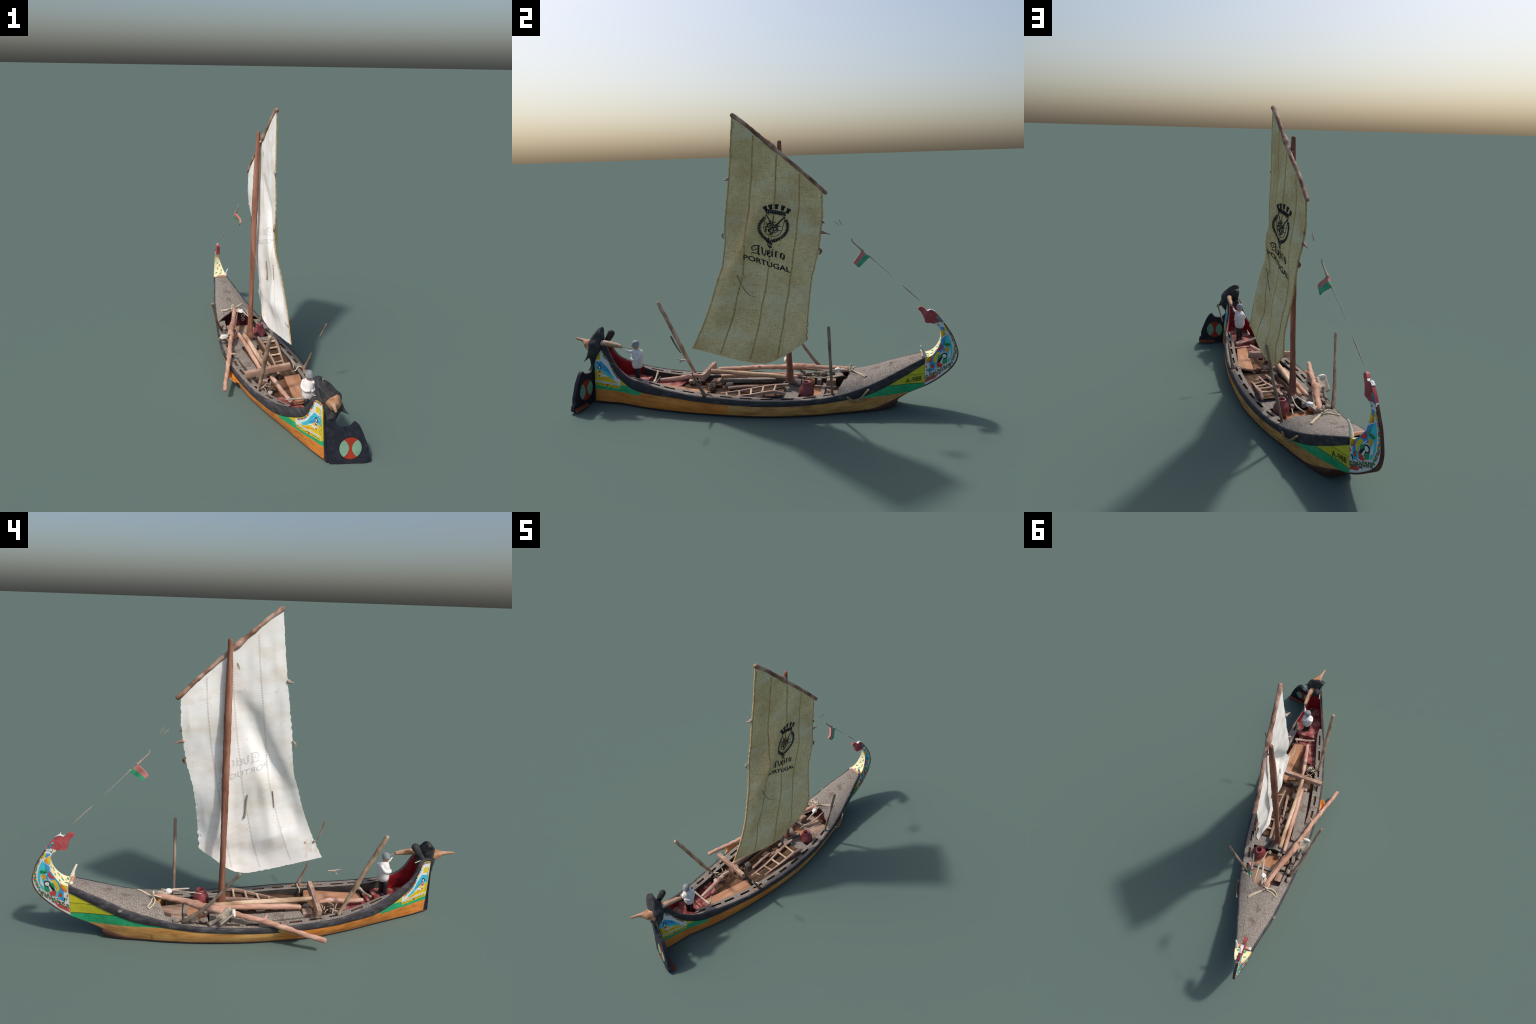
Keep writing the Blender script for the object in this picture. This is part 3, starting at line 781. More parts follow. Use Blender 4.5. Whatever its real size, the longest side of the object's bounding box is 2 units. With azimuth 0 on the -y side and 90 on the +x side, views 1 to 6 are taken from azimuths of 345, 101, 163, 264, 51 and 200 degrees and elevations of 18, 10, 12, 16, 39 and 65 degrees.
for k, (c, r) in enumerate([((-0.140, 0.24, 0.105), (0.012, 0.02, 0.010)), ((-0.146, 0.285, 0.108), (0.010, 0.02, 0.010)), ((-0.135, 0.32, 0.112), (0.012, 0.016, 0.009)), ((-0.150, 0.365, 0.112), (0.010, 0.018, 0.008)),
                            ((0.012, 0.235, 0.09), (0.012, 0.012, 0.012)), ((-0.05, 0.23, 0.09), (0.016, 0.014, 0.014))]):
    lump("stone", c, r, M_STONE, k + 10, 0.35, 0.4)
# rag, white cloth and loose sticks at the aft lip of the foredeck
lump("white_rag", (-0.012, 0.405, 0.183), (0.016, 0.016, 0.011), M_WHITE, 5, 0.4, 0.2)
tube("loose_stick", [(-0.02, 0.455, 0.182), (0.0, 0.39, 0.184), (0.018, 0.31, 0.180)], [0.004, 0.005, 0.003], M_BONE, rough=0.3, seed=31)
tube("loose_stick", [(0.03, 0.44, 0.172), (0.034, 0.36, 0.158), (0.02, 0.25, 0.150)], [0.003, 0.004, 0.002], M_BONE, rough=0.3, seed=32)
tube("loose_stick", [(-0.03, 0.42, 0.17), (-0.06, 0.33, 0.16), (-0.085, 0.24, 0.155)], [0.003, 0.005, 0.003], M_POLE, rough=0.3, seed=33)
tube("loose_stick", [(0.055, 0.40, 0.12), (0.045, 0.35, 0.115), (0.032, 0.29, 0.110)], [0.0025, 0.003, 0.002], M_BONE, rough=0.3, seed=34)
tube("loose_stick", [(0.02, 0.14, 0.118), (0.03, 0.19, 0.112), (0.045, 0.225, 0.108)], [0.006, 0.008, 0.006], M_DARK, rough=0.3, seed=35)
lump("wood_scrap", (-0.028, 0.425, 0.178), (0.010, 0.018, 0.008), M_BONE, 8, 0.4, 0.4)
# bow-knot of rope
def deck_z(x, y):
    P, S = PORT(y), STBD(y)
    return foredeck_fn(y, (x - P[0]) / (S[0] - P[0])).z
def on_deck(pts, r, lift=0.003):
    return tube_geo([(x, y, deck_z(x, y) + lift + h) for x, y, h in pts], [r], 7, n=len(pts) * 7)
gp = [on_deck([(-0.048, 0.472, 0.006), (-0.02, 0.50, 0.0), (0.005, 0.525, 0.0), (0.030, 0.551, 0)], 0.0032),
      on_deck([(-0.050, 0.470, 0.006), (-0.022, 0.492, 0.003), (0.004, 0.515, 0.0), (0.034, 0.543, 0)], 0.0032),
      on_deck([(-0.052, 0.472, 0.008), (-0.08, 0.462, 0.012), (-0.105, 0.468, 0.006), (-0.123, 0.486, 0.0), (-0.115, 0.492, 0.0), (-0.09, 0.482, 0.0), (-0.058, 0.475, 0.004)], 0.003),
      tube_geo([(-0.042, 0.468, 0.19), (-0.048, 0.47, 0.204), (-0.056, 0.472, 0.196), (-0.05, 0.466, 0.182), (-0.04, 0.46, 0.18)], [0.0032], 7, n=30),
      tube_geo([(-0.055, 0.47, 0.188), (-0.060, 0.45, 0.184), (-0.062, 0.435, 0.18)], [0.003], 7, n=16)]
Vv, Ff = join_geo(gp)
new_obj("bow_knot_rope", Vv, Ff, M_ROPE)
lump("deck_cleat", (-0.065, 0.672, deck_z(-0.065, 0.672) + 0.000), (0.010, 0.006, 0.003), M_STONE, 2, 0.3, 0.5)
lump("rail_knob", (-0.150, 0.610, 0.162), (0.008, 0.010, 0.006), M_DECK, 4, 0.3, 0.3)

# rope handle on the starboard bow: twisted
hp = spline3([(0.128, 0.460, 0.098), (0.128, 0.475, 0.088), (0.124, 0.498, 0.080), (0.116, 0.522, 0.090), (0.106, 0.545, 0.112), (0.098, 0.563, 0.130)], 60)
gp = []
for ph in (0, math.pi):
    pts = []
    for i, p in enumerate(hp):
        a = i * 0.75 + ph
        pts.append(p + Vector((math.cos(a) * 0.0032, 0.3 * math.sin(a) * 0.0032, math.sin(a) * 0.0032)))
    gp.append(tube_geo(pts, [0.0034, 0.0034, 0.0045], 7, n=90))
Vv, Ff = join_geo(gp)
new_obj("rope_handle", Vv, Ff, M_HANDLE)

# ------------------------------------------------------------------ prow
# O: stem (outer) point, I: inner face point, hw: half width of the inner face, xc: centre line
PROW = [(0.836, 0.113, 0.836, 0.264, 0.0455, -0.0565, 0.0375), (0.885, 0.141, 0.858, 0.270, 0.042, -0.057, 0.031), (0.930, 0.172, 0.877, 0.283, 0.037, -0.0575, 0.0215), (0.966, 0.203, 0.893, 0.303, 0.031, -0.059, 0.0125),
        (0.991, 0.240, 0.905, 0.325, 0.026, -0.061, 0.0065), (0.9985, 0.280, 0.912, 0.347, 0.021, -0.0625, 0.005), (0.990, 0.318, 0.9135, 0.367, 0.017, -0.064, 0.0045), (0.971, 0.366, 0.911, 0.390, 0.014, -0.066, 0.0045),
        (0.946, 0.405, 0.901, 0.409, 0.0115, -0.067, 0.0045), (0.926, 0.434, 0.884, 0.423, 0.0105, -0.068, 0.0045)]
HEADP = [(0.926, 0.434, 0.884, 0.423, 0.0112, -0.068, 0.007), (0.903, 0.465, 0.866, 0.4285, 0.012, -0.069, 0.007), (0.884, 0.484, 0.850, 0.4285, 0.012, -0.0695, 0.007), (0.872, 0.492, 0.8395, 0.430, 0.0115, -0.070, 0.007),
         (0.860, 0.492, 0.834, 0.446, 0.0105, -0.071, 0.007), (0.848, 0.486, 0.828, 0.462, 0.0098, -0.072, 0.007), (0.836, 0.498, 0.820, 0.477, 0.0095, -0.073, 0.007), (0.822, 0.508, 0.810, 0.489, 0.0095, -0.0745, 0.007), (0.810, 0.508, 0.802, 0.497, 0.008, -0.0755, 0.006)]
def prow_loft(name, secs, mat, n, ns, thick=0.004, caps=False):
    f = curve1([(float(i),) + s for i, s in enumerate(secs)])
    V = []
    for i in range(n):
        oy, oz, iy, iz, hw, xc, ow = f((len(secs) - 1) * i / (n - 1))
        ring = []
        for j in range(ns):
            s = j / (ns - 1)
            w = hw + (ow - hw) * s ** 1.25
            ring.append((s, w))
        for s, w in ring:                       # port side, inner to stem
            V.append(Vector((xc - w, iy + (oy - iy) * s, iz + (oz - iz) * s)))
        for s, w in reversed(ring):             # starboard, stem to inner
            V.append(Vector((xc + w, iy + (oy - iy) * s, iz + (oz - iz) * s)))
    F = grid_faces(n, 2 * ns)
    if caps:
        F += grid_faces(n, 2, False, 0) and []
        for i in range(n - 1):
            a = i * 2 * ns; b = (i + 1) * 2 * ns
            F.append((a, b, b + 2*ns - 1, a + 2*ns - 1))
        F.append(tuple(range(2 * ns))); F.append(tuple((n - 1) * 2 * ns + k for k in range(2 * ns))[::-1])
    return new_obj(name, V, F, mat, angle=60)
PROWO = prow_loft("prow", PROW, M_WHITE, 60, 14)
HEADO = prow_loft("prow_head", HEADP, M_HEAD, 44, 8, thick=0.007, caps=True)
# dark stem band along the outer edge
f = curve1([(float(i),) + s for i, s in enumerate(PROW)])
V = []
for i in range(60):
    oy, oz, iy, iz, hw, xc, ow = f(9 * i / 59)
    d = Vector((0, oy - iy, oz - iz)).normalized()
    o = Vector((xc, oy, oz)) + d * 0.0012
    lip = 0.007
    V += [o + Vector((-ow - 0.0022, 0, 0)) - d * lip, o + Vector((-ow - 0.0010, 0, 0)), o + Vector((ow + 0.0010, 0, 0)), o + Vector((ow + 0.0022, 0, 0)) - d * lip]
new_obj("stem_band", V, grid_faces(60, 4), M_BOTTOM, smooth=False)
# cream inner face, slightly hollow
f = curve1([(float(i),) + s for i, s in enumerate(PROW)])
V = []
for i in range(50):
    oy, oz, iy, iz, hw, xc, ow = f(9 * i / 49)
    for j in range(9):
        t = j / 4 - 1
        V.append(Vector((xc + hw * t, iy + 0.002 * (1 - t * t), iz - 0.002 * (1 - t * t))))
INNER = new_obj("prow_face", V, grid_faces(50, 9), M_CREAM)
tube("prow_fin", [(-0.070, 0.872, 0.490), (-0.069, 0.864, 0.496), (-0.067, 0.861, 0.506)], [0.006, 0.003, 0.0008], M_WHITE, n=8)
V = [Vector((-0.0705 + dx, y, z)) for y, z in ((0.884, 0.487), (0.872, 0.495), (0.860, 0.4955), (0.849, 0.4895), (0.842, 0.496)) for dx in (-0.0075, 0.0075)]
new_obj("prow_head_crest", V, grid_faces(5, 2), M_WHITE)
# collar of the head
V = []
for (oy, oz, iy, iz, hw, xc, ow) in (PROW[-1],):
    for e in (-0.006, 0.006):
        for s, w in ((0, hw + 0.0018), (0.5, hw * 0.8 + 0.0018), (1, 0.006)):
            V.append(Vector((xc - w, iy + (oy - iy) * s + e * 0.55, iz + (oz - iz) * s - e * 0.85)))
        for s, w in ((1, 0.006), (0.5, hw * 0.8 + 0.0018), (0, hw + 0.0018)):
            V.append(Vector((xc + w, iy + (oy - iy) * s + e * 0.55 + (0.002 if s == 1 else 0), iz + (oz - iz) * s - e * 0.85)))
new_obj("prow_collar", V, grid_faces(2, 6, True), M_PEG, smooth=False)
# peg and its block
tube("bow_peg", [(-0.018, 0.836, 0.268), (-0.016, 0.828, 0.295), (-0.010, 0.815, 0.324)], [0.010, 0.0068, 0.0045], M_PEG, rough=0.08, n=14)
gp = []
for k in range(14):
    t = 0.06 + 0.88 * k / 13
    p = foredeck_fn(0.828, t, 0.004)
    gp.append(p)
tube("deck_end_batten", gp, [0.0075], M_SKIN, rough=0.25, n=40, seed=3)
lump("batten_end", foredeck_fn(0.826, 0.12, 0.008), (0.009, 0.008, 0.006), M_PEG, 6, 0.3, 0.4)

# ------------------------------------------------------------------ painted pieces (thin, laid on the surface)
def bvh_of(objs):
    V, F = [], []
    for o in objs:
        off = len(V)
        V += [v.co.copy() for v in o.data.vertices]
        F += [tuple(i + off for i in p.vertices) for p in o.data.polygons]
    return BVHTree.FromPolygons(V, F)
def drape(tree, y, z, sd, lift):
    hit = tree.ray_cast(Vector((sd * 0.7, y, z)), Vector((-sd, 0, 0)))
    if hit[0] is None:
        hit2 = tree.find_nearest(Vector((STBD(y)[0] if sd > 0 else PORT(y)[0], y, z)))
        return hit2[0] + Vector((sd * lift, 0, 0))
    return hit[0] + Vector((sd * lift, 0, 0))
def flat_mesh(polys, maxlen):
    bm = bmesh.new()
    for poly in polys:
        vs = [bm.verts.new((p[0], p[1], 0)) for p in poly]
        try:
            bm.faces.new(vs)
        except ValueError:
            pass
    bmesh.ops.triangulate(bm, faces=bm.faces[:])
    for _ in range(4):
        le = [e for e in bm.edges if e.calc_length() > maxlen]
        if not le:
            break
        bmesh.ops.subdivide_edges(bm, edges=le, cuts=1)
        bmesh.ops.triangulate(bm, faces=bm.faces[:])
    V = [(v.co.x, v.co.y) for v in bm.verts]
    bm.verts.index_update()
    F = [tuple(v.index for v in f.verts) for f in bm.faces]
    bm.free()
    return V, F
def decal(name, polys, tree, sd, mat, lift=0.001, maxlen=0.012, parent=None, kind=None):
    V, F = flat_mesh(polys, maxlen)
    edges = {}
    for g in F:
        for a, b in zip(g, g[1:] + g[:1]):
            k = (min(a, b), max(a, b)); edges[k] = edges.get(k, 0) + 1
    n = len(V)
    top = [drape(tree, y, z, sd, lift) for y, z in V]
    low = [t - Vector((sd * (lift + 0.001), 0, 0)) for t in top]
    FF = list(F) + [tuple(i + n for i in g[::-1]) for g in F]
    FF += [(a, b, b + n, a + n) for (a, b), c in edges.items() if c == 1]
    return new_obj(name, top + low, FF, mat, parent, smooth=False, kind=kind)
def ellipse(cx, cy, rx, ry, n=16, rot=0):
    c, s = math.cos(rot), math.sin(rot)
    return [(cx + rx*math.cos(a)*c - ry*math.sin(a)*s, cy + rx*math.cos(a)*s + ry*math.sin(a)*c) for a in [2*math.pi*k/n for k in range(n)]]
def stroke(pts, w0, w1=None, nib=None):
    """ribbon polygons along a polyline; nib=(angle) gives broad-pen lettering"""
    w1 = w0 if w1 is None else w1
    out = []
    for i in range(len(pts) - 1):
        (x0, y0), (x1, y1) = pts[i], pts[i+1]
        if nib is not None:
            dx, dy = math.cos(nib) * w0 / 2, math.sin(nib) * w0 / 2
            out.append([(x0-dx, y0-dy), (x1-dx, y1-dy), (x1+dx, y1+dy), (x0+dx, y0+dy)])
        else:
            l = math.hypot(x1-x0, y1-y0) or 1
            a = w0 + (w1 - w0) * i / max(1, len(pts) - 1); b = w0 + (w1 - w0) * (i + 1) / max(1, len(pts) - 1)
            nx, ny = -(y1-y0)/l, (x1-x0)/l
            out.append([(x0+nx*a/2, y0+ny*a/2), (x1+nx*b/2, y1+ny*b/2), (x1-nx*b/2, y1-ny*b/2), (x0-nx*a/2, y0-ny*a/2)])
    return out

# --- prow picture, drawn on a 1400-unit sheet (x to the stern on the port side, y down)
def prow_map(p):
    x, y = p
    return (1.0112 - 160.36e-6 * x + 14.3e-6 * y, 0.4113 - 1.89e-6 * x - 183.86e-6 * y)
PT = bvh_of([PROWO, HEADO])
def P(*pts): return [prow_map(p) for p in pts]
def E(cx, cy, rx, ry, rot=0, n=16): return [prow_map(p) for p in ellipse(cx, cy, rx, ry, n, rot)]
pic = [
 ("painted_sky", M_SKY, 0.0008, [P((440, 170), (480, 240), (540, 420), (560, 560), (520, 700), (470, 760), (500, 930), (440, 950), (370, 830), (320, 700), (310, 540), (340, 380), (390, 260))]),
 ("painted_blue", M_BLUE, 0.0011, [P((480, 230), (560, 270), (640, 330), (640, 420), (600, 520), (640, 620), (760, 640), (900, 680), (960, 820), (1050, 960), (1050, 1200), (900, 1150), (880, 1000), (800, 800), (720, 740), (600, 660), (540, 640), (570, 520), (520, 380)),
    P((470, 30), (520, 110), (640, 30), (640, 0), (540, 0)), ]),
 ("painted_gold", M_ORA, 0.0014, [P((410, 540), (480, 530), (545, 560), (530, 640), (490, 680), (430, 620)), P((500, 150), (560, 90), (640, 60), (630, 270), (560, 240), (520, 220)), P((955, 700), (1140, 780), (1130, 940), (1040, 900), (980, 820))]),
 ("painted_yellow", M_YEL, 0.0016, [P((690, 650), (800, 650), (880, 740), (930, 850), (900, 950), (850, 940), (830, 830), (760, 760)), P((560, 120), (630, 70), (625, 250), (580, 220)), P((440, 60), (510, 0), (530, 20), (470, 120), (420, 130)), P((1020, 740), (1140, 790), (1120, 880), (1060, 830))]),
 ("painted_red", M_REDP, 0.0018, [P((640, 420), (680, 520), (790, 590), (760, 620), (650, 600), (600, 520)), P((620, 1020), (760, 940), (840, 950), (810, 1080), (740, 1080)), E(955, 1040, 55, 52), P((500, 130), (520, 220), (490, 200)), P((1120, 1050), (1160, 1000), (1160, 1090)), P((960, 720), (980, 820), (1080, 920), (1120, 950), (1010, 900), (950, 800))]),
 ("painted_green", M_GRN, 0.0016, [P((500, 840), (580, 850), (640, 900), (640, 990), (590, 1000), (500, 950)), E(450, 470, 90, 50), P((510, 330), (560, 380), (580, 480), (530, 480)), P((640, 680), (760, 740), (800, 900), (840, 960), (760, 950), (680, 860), (640, 780)), P((1080, 1110), (1150, 1130), (1130, 1190)), E(420, 1010, 55, 25, 0.7), E(580, 1100, 20, 45)]),
 ("painted_hair", M_BLK, 0.0019, [P((490, 760), (500, 700), (580, 680), (640, 720), (680, 800), (760, 860), (800, 930), (730, 940), (660, 960), (610, 860), (500, 830))]),
 ("painted_face", M_WHITE, 0.0023, [E(575, 770, 62, 55), P((600, 800), (650, 830), (730, 945), (660, 950))]),
 ("painted_white", M_WHITE, 0.0020, [P((390, 560), (420, 640), (410, 740), (470, 800), (500, 960), (470, 860), (390, 800), (380, 700)), P((580, 590), (640, 640), (740, 730), (700, 730), (620, 660))]),
 ("painted_keel_line", M_REDP, 0.0014, [P((760, 1230), (1215, 1440), (1215, 1495), (900, 1370))]),
 ("painted_detail", M_BLK, 0.0022, [E(585, 815, 12, 12), P((1060, 1100), (1080, 1110), (1075, 1220), (1055, 1200)), E(500, 470, 30, 10), E(410, 470, 25, 10), E(980, 1000, 8, 8)]),
 ("painted_ribbon", M_SKY, 0.0021, [P((840, 950), (900, 980), (890, 1080), (810, 1085)), P((1020, 960), (1050, 1000), (1050, 1130), (1010, 1060)), P((870, 1130), (930, 1090), (960, 1160))]),
]
# chain of little coloured squares along the stem edge
border = {M_REDP: [], M_BLUE: [], M_YEL: [], M_GRN: []}
bp = spline3([(440, 0, 0), (325, 160, 0), (248, 330, 0), (212, 470, 0), (208, 620, 0), (245, 760, 0), (320, 890, 0)], 22)
order = [M_REDP, M_GRN, M_YEL, M_BLUE]
for i, p in enumerate(bp):
    border[order[i % 4]].append(P((p.x - 22, p.y - 24), (p.x + 24, p.y - 18), (p.x + 22, p.y + 24), (p.x - 24, p.y + 18)))
    border[order[(i + 2) % 4]].append(P((p.x + 28, p.y - 20), (p.x + 62, p.y - 14), (p.x + 58, p.y + 22), (p.x + 26, p.y + 16)))
for i, m in enumerate(border):
    pic.append(("painted_border", m, 0.0015, border[m]))
# lettering-like marks along the bottom border
rs = random.Random(3)
marks = []
for i in range(110):
    t = i / 109
    cx = 360 + 840 * t; cy = 985 + 365 * t + rs.uniform(-60, 60)
    a = rs.uniform(0, 3.1)
    marks += [[prow_map(q) for q in s] for s in stroke([(cx, cy), (cx + 28 * math.cos(a), cy + 28 * math.sin(a)), (cx + 45 * math.cos(a + 1), cy + 45 * math.sin(a + 1))], 12)]
pic.append(("painted_marks", M_BLK, 0.0016, marks[::3]))
pic.append(("painted_marks", M_GRN, 0.0017, marks[1::3]))
pic.append(("painted_marks", M_REDP, 0.0018, marks[2::6]))
for sd in (-1, 1):
    for nm, m, lift, polys in pic:
        decal(nm, polys, PT, sd, m, lift)
    # eye patch and cheek line on the head
    decal("painted_eye", [P((560, -130), (620, -210), (700, -300), (720, -260), (650, -160), (600, -110))], PT, sd, M_SKY, 0.0012)
    decal("painted_eye_ring", stroke([prow_map(q) for q in ((590, -150), (640, -220), (700, -250), (660, -180), (600, -140))], 0.0025), PT, sd, M_NAVY, 0.0016)
    decal("painted_cheek", [P((640, -60), (700, -120), (720, -90), (680, -20))], PT, sd, M_GRN, 0.0013)
# leaves on the cream inner face
fI = curve1([(float(i),) + s for i, s in enumerate(PROW)])
def on_inner(t, w):
    oy, oz, iy, iz, hw, xc, ow = fI(t)
    return Vector((xc + hw * w, iy + 0.002 * (1 - w*w), iz - 0.002 * (1 - w*w)))
rs = random.Random(9)
for k, (t, w, a) in enumerate([(0.5, -0.3, 0.3), (0.6, 0.55, 1.0), (1.5, 0.1, 0.6), (1.9, -0.55, 1.1), (2.5, 0.5, 0.5), (3.2, -0.2, 0.9), (3.9, 0.35, 0.7), (4.8, -0.1, 0.8)]):
    c = on_inner(t, w); du = (on_inner(t + 0.1, w) - on_inner(t - 0.1, w)).normalized(); dv = (on_inner(t, w + 0.1) - on_inner(t, w - 0.1)).normalized()
    nr = dv.cross(du).normalized()
    if nr.z < 0 and nr.y > 0: nr = -nr
    s = 1.0 - 0.09 * t
    V = []
    for q in range(14):
        th = 2 * math.pi * q / 14
        lx, ly = 0.0115 * s * math.cos(th), 0.0045 * s * math.sin(th)
        V.append(c + du * (lx * math.cos(a) - ly * math.sin(a)) + dv * (lx * math.sin(a) + ly * math.cos(a)))
    up = -nr if (nr.y > 0) else nr
    V = [v + up * 0.0012 for v in V]
    new_obj("painted_leaf", V, [tuple(range(14))], M_GRN, smooth=False)
    c2 = on_inner(t + 0.35, w * 0.4 + 0.35)
    V = [c2 + du * 0.004 * math.cos(q) + dv * 0.003 * math.sin(q) + up * 0.0012 for q in [k2 * 0.785 for k2 in range(8)]]
    if k % 2 == 0:
        new_obj("painted_flower", V, [tuple(range(8))], M_REDP, smooth=False)

# --- stern picture: triangle between the rail and the green band
def side_tree(sd):
    V = [v.co.copy() for v in HULL.data.vertices]
    half = len(V) // 2
    F = [tuple(p.vertices) for p in HULL.data.polygons if all((i < half) == (sd < 0) for i in p.vertices)]
    return BVHTree.FromPolygons(V, F)
HTS = {-1: side_tree(-1), 1: side_tree(1)}
def rail_low(y, sd):
    return side_pt(y, sd, 0.0).z
def green_top(y): return 0.088 + (-0.72 - y) * 0.085
def zone(ya, yb, fa, fb, sd, n=14):
    """polygon between two height rules; fractions of the gap band->rail"""
    yy = [ya + (yb - ya) * i / n for i in range(n + 1)]
    lo = [(y, green_top(y) + 0.010 + (rail_low(y, sd) - 0.003 - green_top(y) - 0.010) * fa(y)) for y in yy]
    hi = [(y, green_top(y) + 0.010 + (rail_low(y, sd) - 0.003 - green_top(y) - 0.010) * fb(y)) for y in yy]
    return lo + hi[::-1]
k = lambda v: (lambda y: v)
for sd in (-1, 1):
    ya, yb = -0.872, -0.722
    D = lambda nm, m, lift, polys: decal(nm, polys, HTS[sd], sd, m, lift, 0.010)
    D("stern_picture_ground", M_WHITE, 0.0008, [zone(ya, yb, k(0.02), k(0.97), sd)])
    D("stern_picture_sand", M_YEL, 0.0012, [zone(ya, yb, k(0.0), lambda y: 0.10 + 0.26 * min(1, max(0, (-0.70 - y) / 0.05)) + 0.02 * math.sin(y * 150), sd)])
    D("stern_picture_sea", M_SKY, 0.0012, [zone(-0.872, -0.760, lambda y: 0.36 + 0.02 * math.sin(y * 150), lambda y: 0.64 + 0.05 * math.sin(y * 60), sd)])
    D("stern_picture_sun", M_YEL, 0.0013, [zone(-0.862, -0.838, k(0.68), k(0.84), sd, 6)])
    D("stern_picture_dune", M_ORA, 0.0016, [zone(-0.85, -0.73, k(0.16), lambda y: 0.19 + 0.02 * math.sin(y * 90), sd), zone(-0.80, -0.74, k(0.26), lambda y: 0.29 + 0.015 * math.sin(y * 120), sd, 8)])
    D("stern_picture_waves", M_BLUE, 0.0016, [zone(-0.870, -0.775, (lambda y, q=q: q + 0.01 * math.sin(y * 200 + q * 40)), (lambda y, q=q: q + 0.018 + 0.01 * math.sin(y * 200 + q * 40)), sd, 16) for q in (0.42, 0.48, 0.54, 0.60)])
    D("stern_picture_foam", M_GRN, 0.0017, [ellipse(-0.868 + 0.004 * (i % 2), 0.135 + 0.011 * i, 0.0022, 0.0032, 7) for i in range(12)])
    D("stern_picture_foam", M_ORA, 0.0019, [ellipse(-0.8665 + 0.003 * (i % 2), 0.1405 + 0.011 * i, 0.0020, 0.0026, 7) for i in range(11)])
    # seated figure: hair, face, dress, leg
    def SE(cx, cz, rx, rz, n=12): return ellipse(cx, cz, rx, rz, n)
    cy, cz = -0.843, 0.182
    D("figure_hair", M_BLK, 0.0017, [SE(cy, cz + 0.012, 0.0085, 0.015)])
    D("figure_face", M_WHITE, 0.0021, [SE(cy, cz + 0.012, 0.0045, 0.008), [(cy - 0.006, cz), (cy + 0.006, cz), (cy + 0.008, cz - 0.03), (cy - 0.006, cz - 0.03)], [(cy + 0.004, cz - 0.03), (cy + 0.03, cz - 0.024), (cy + 0.052, cz - 0.040), (cy + 0.028, cz - 0.034), (cy + 0.006, cz - 0.042)]])
    D("figure_dress", M_REDP, 0.0025, [[(cy - 0.006, cz - 0.004), (cy + 0.007, cz - 0.004), (cy + 0.006, cz - 0.017), (cy - 0.005, cz - 0.017)], [(cy - 0.004, cz - 0.028), (cy + 0.004, cz - 0.028), (cy + 0.004, cz - 0.036), (cy - 0.004, cz - 0.036)]])
    # flowered border under the rail
    cols = [M_REDP, M_ORA, M_GRN, M_BLUE]
    for ci, m in enumerate(cols):
        polys = []
        for i in range(ci, 30, 4):
            y = -0.866 + 0.130 * i / 29
            z = rail_low(y, sd) - 0.009
            if z - green_top(y) < 0.012: continue
            polys.append(ellipse(y, z, 0.0042, 0.0046, 8))
        D("stern_picture_border", m, 0.0018, polys)
    # banner with tiny writing-like marks and speckled strip
    D("stern_picture_banner", M_WHITE, 0.0019, [[(y, green_top(y) + 0.014) for y in (-0.868, -0.80, -0.725)] + [(y, green_top(y) + 0.023) for y in (-0.725, -0.80, -0.868)]])
    D("stern_picture_strip", M_YEL, 0.0015, [[(y, green_top(y) - 0.002) for y in (-0.870, -0.79, -0.728)] + [(y, green_top(y) + 0.014) for y in (-0.728, -0.79, -0.870)]])
    rs = random.Random(4)
    mk1, mk2 = [], []
    for i in range(26):
        y = -0.862 + 0.130 * i / 25
        mk1.append(ellipse(y, green_top(y) + 0.0185 + rs.uniform(-0.001, 0.001), 0.0011, 0.0024, 6, rs.uniform(-0.5, 0.5)))
        mk2.append(ellipse(y, green_top(y) + 0.006 + rs.uniform(-0.004, 0.004), 0.0030, 0.0014, 6, rs.uniform(-1, 1)))
    D("stern_picture_marks", M_NAVY, 0.0023, mk1)
    D("stern_picture_marks", M_BLK, 0.0020, mk2)
    D("stern_picture_rose", M_REDP, 0.0022, [ellipse(-0.80, green_top(-0.80) + 0.006, 0.006, 0.006, 9)])

# --- registration mark on the bow: text on the yellow band
def text_polys(s, size, bold=False):
    cu = bpy.data.curves.new("t", 'FONT'); cu.body = s; cu.size = size; cu.resolution_u = 3; cu.offset = 0.018 if bold else 0.0
    ob = bpy.data.objects.new("t", cu); COL.objects.link(ob)
    bpy.context.view_layer.update()
    me = ob.evaluated_get(bpy.context.evaluated_depsgraph_get()).to_mesh()
    V = [(v.co.x, v.co.y) for v in me.vertices]
    polys = [[V[i] for i in p.vertices] for p in me.polygons]
    ob.evaluated_get(bpy.context.evaluated_depsgraph_get()).to_mesh_clear()
    bpy.data.objects.remove(ob, do_unlink=True); bpy.data.curves.remove(cu)
    return polys
def fit(polys, org, right, up, w, h):
    xs = [p[0] for q in polys for p in q]; zs = [p[1] for q in polys for p in q]
    x0, x1, z0, z1 = min(xs), max(xs), min(zs), max(zs)
    out = []
    for q in polys:
        r = []
        for p in q:
            a = (p[0] - x0) / (x1 - x0) * w; b = (p[1] - z0) / (z1 - z0) * h
            r.append((org[0] + right[0] * a + up[0] * b, org[1] + right[1] * a + up[1] * b))
        out.append(r)
    return out
decal("registration_mark", fit(text_polys("A-988", 1), (0.742, 0.137), (1, 0.10), (0, 1), 0.077, 0.026), HTS[1], 1, M_BLK, 0.0012, 0.02)

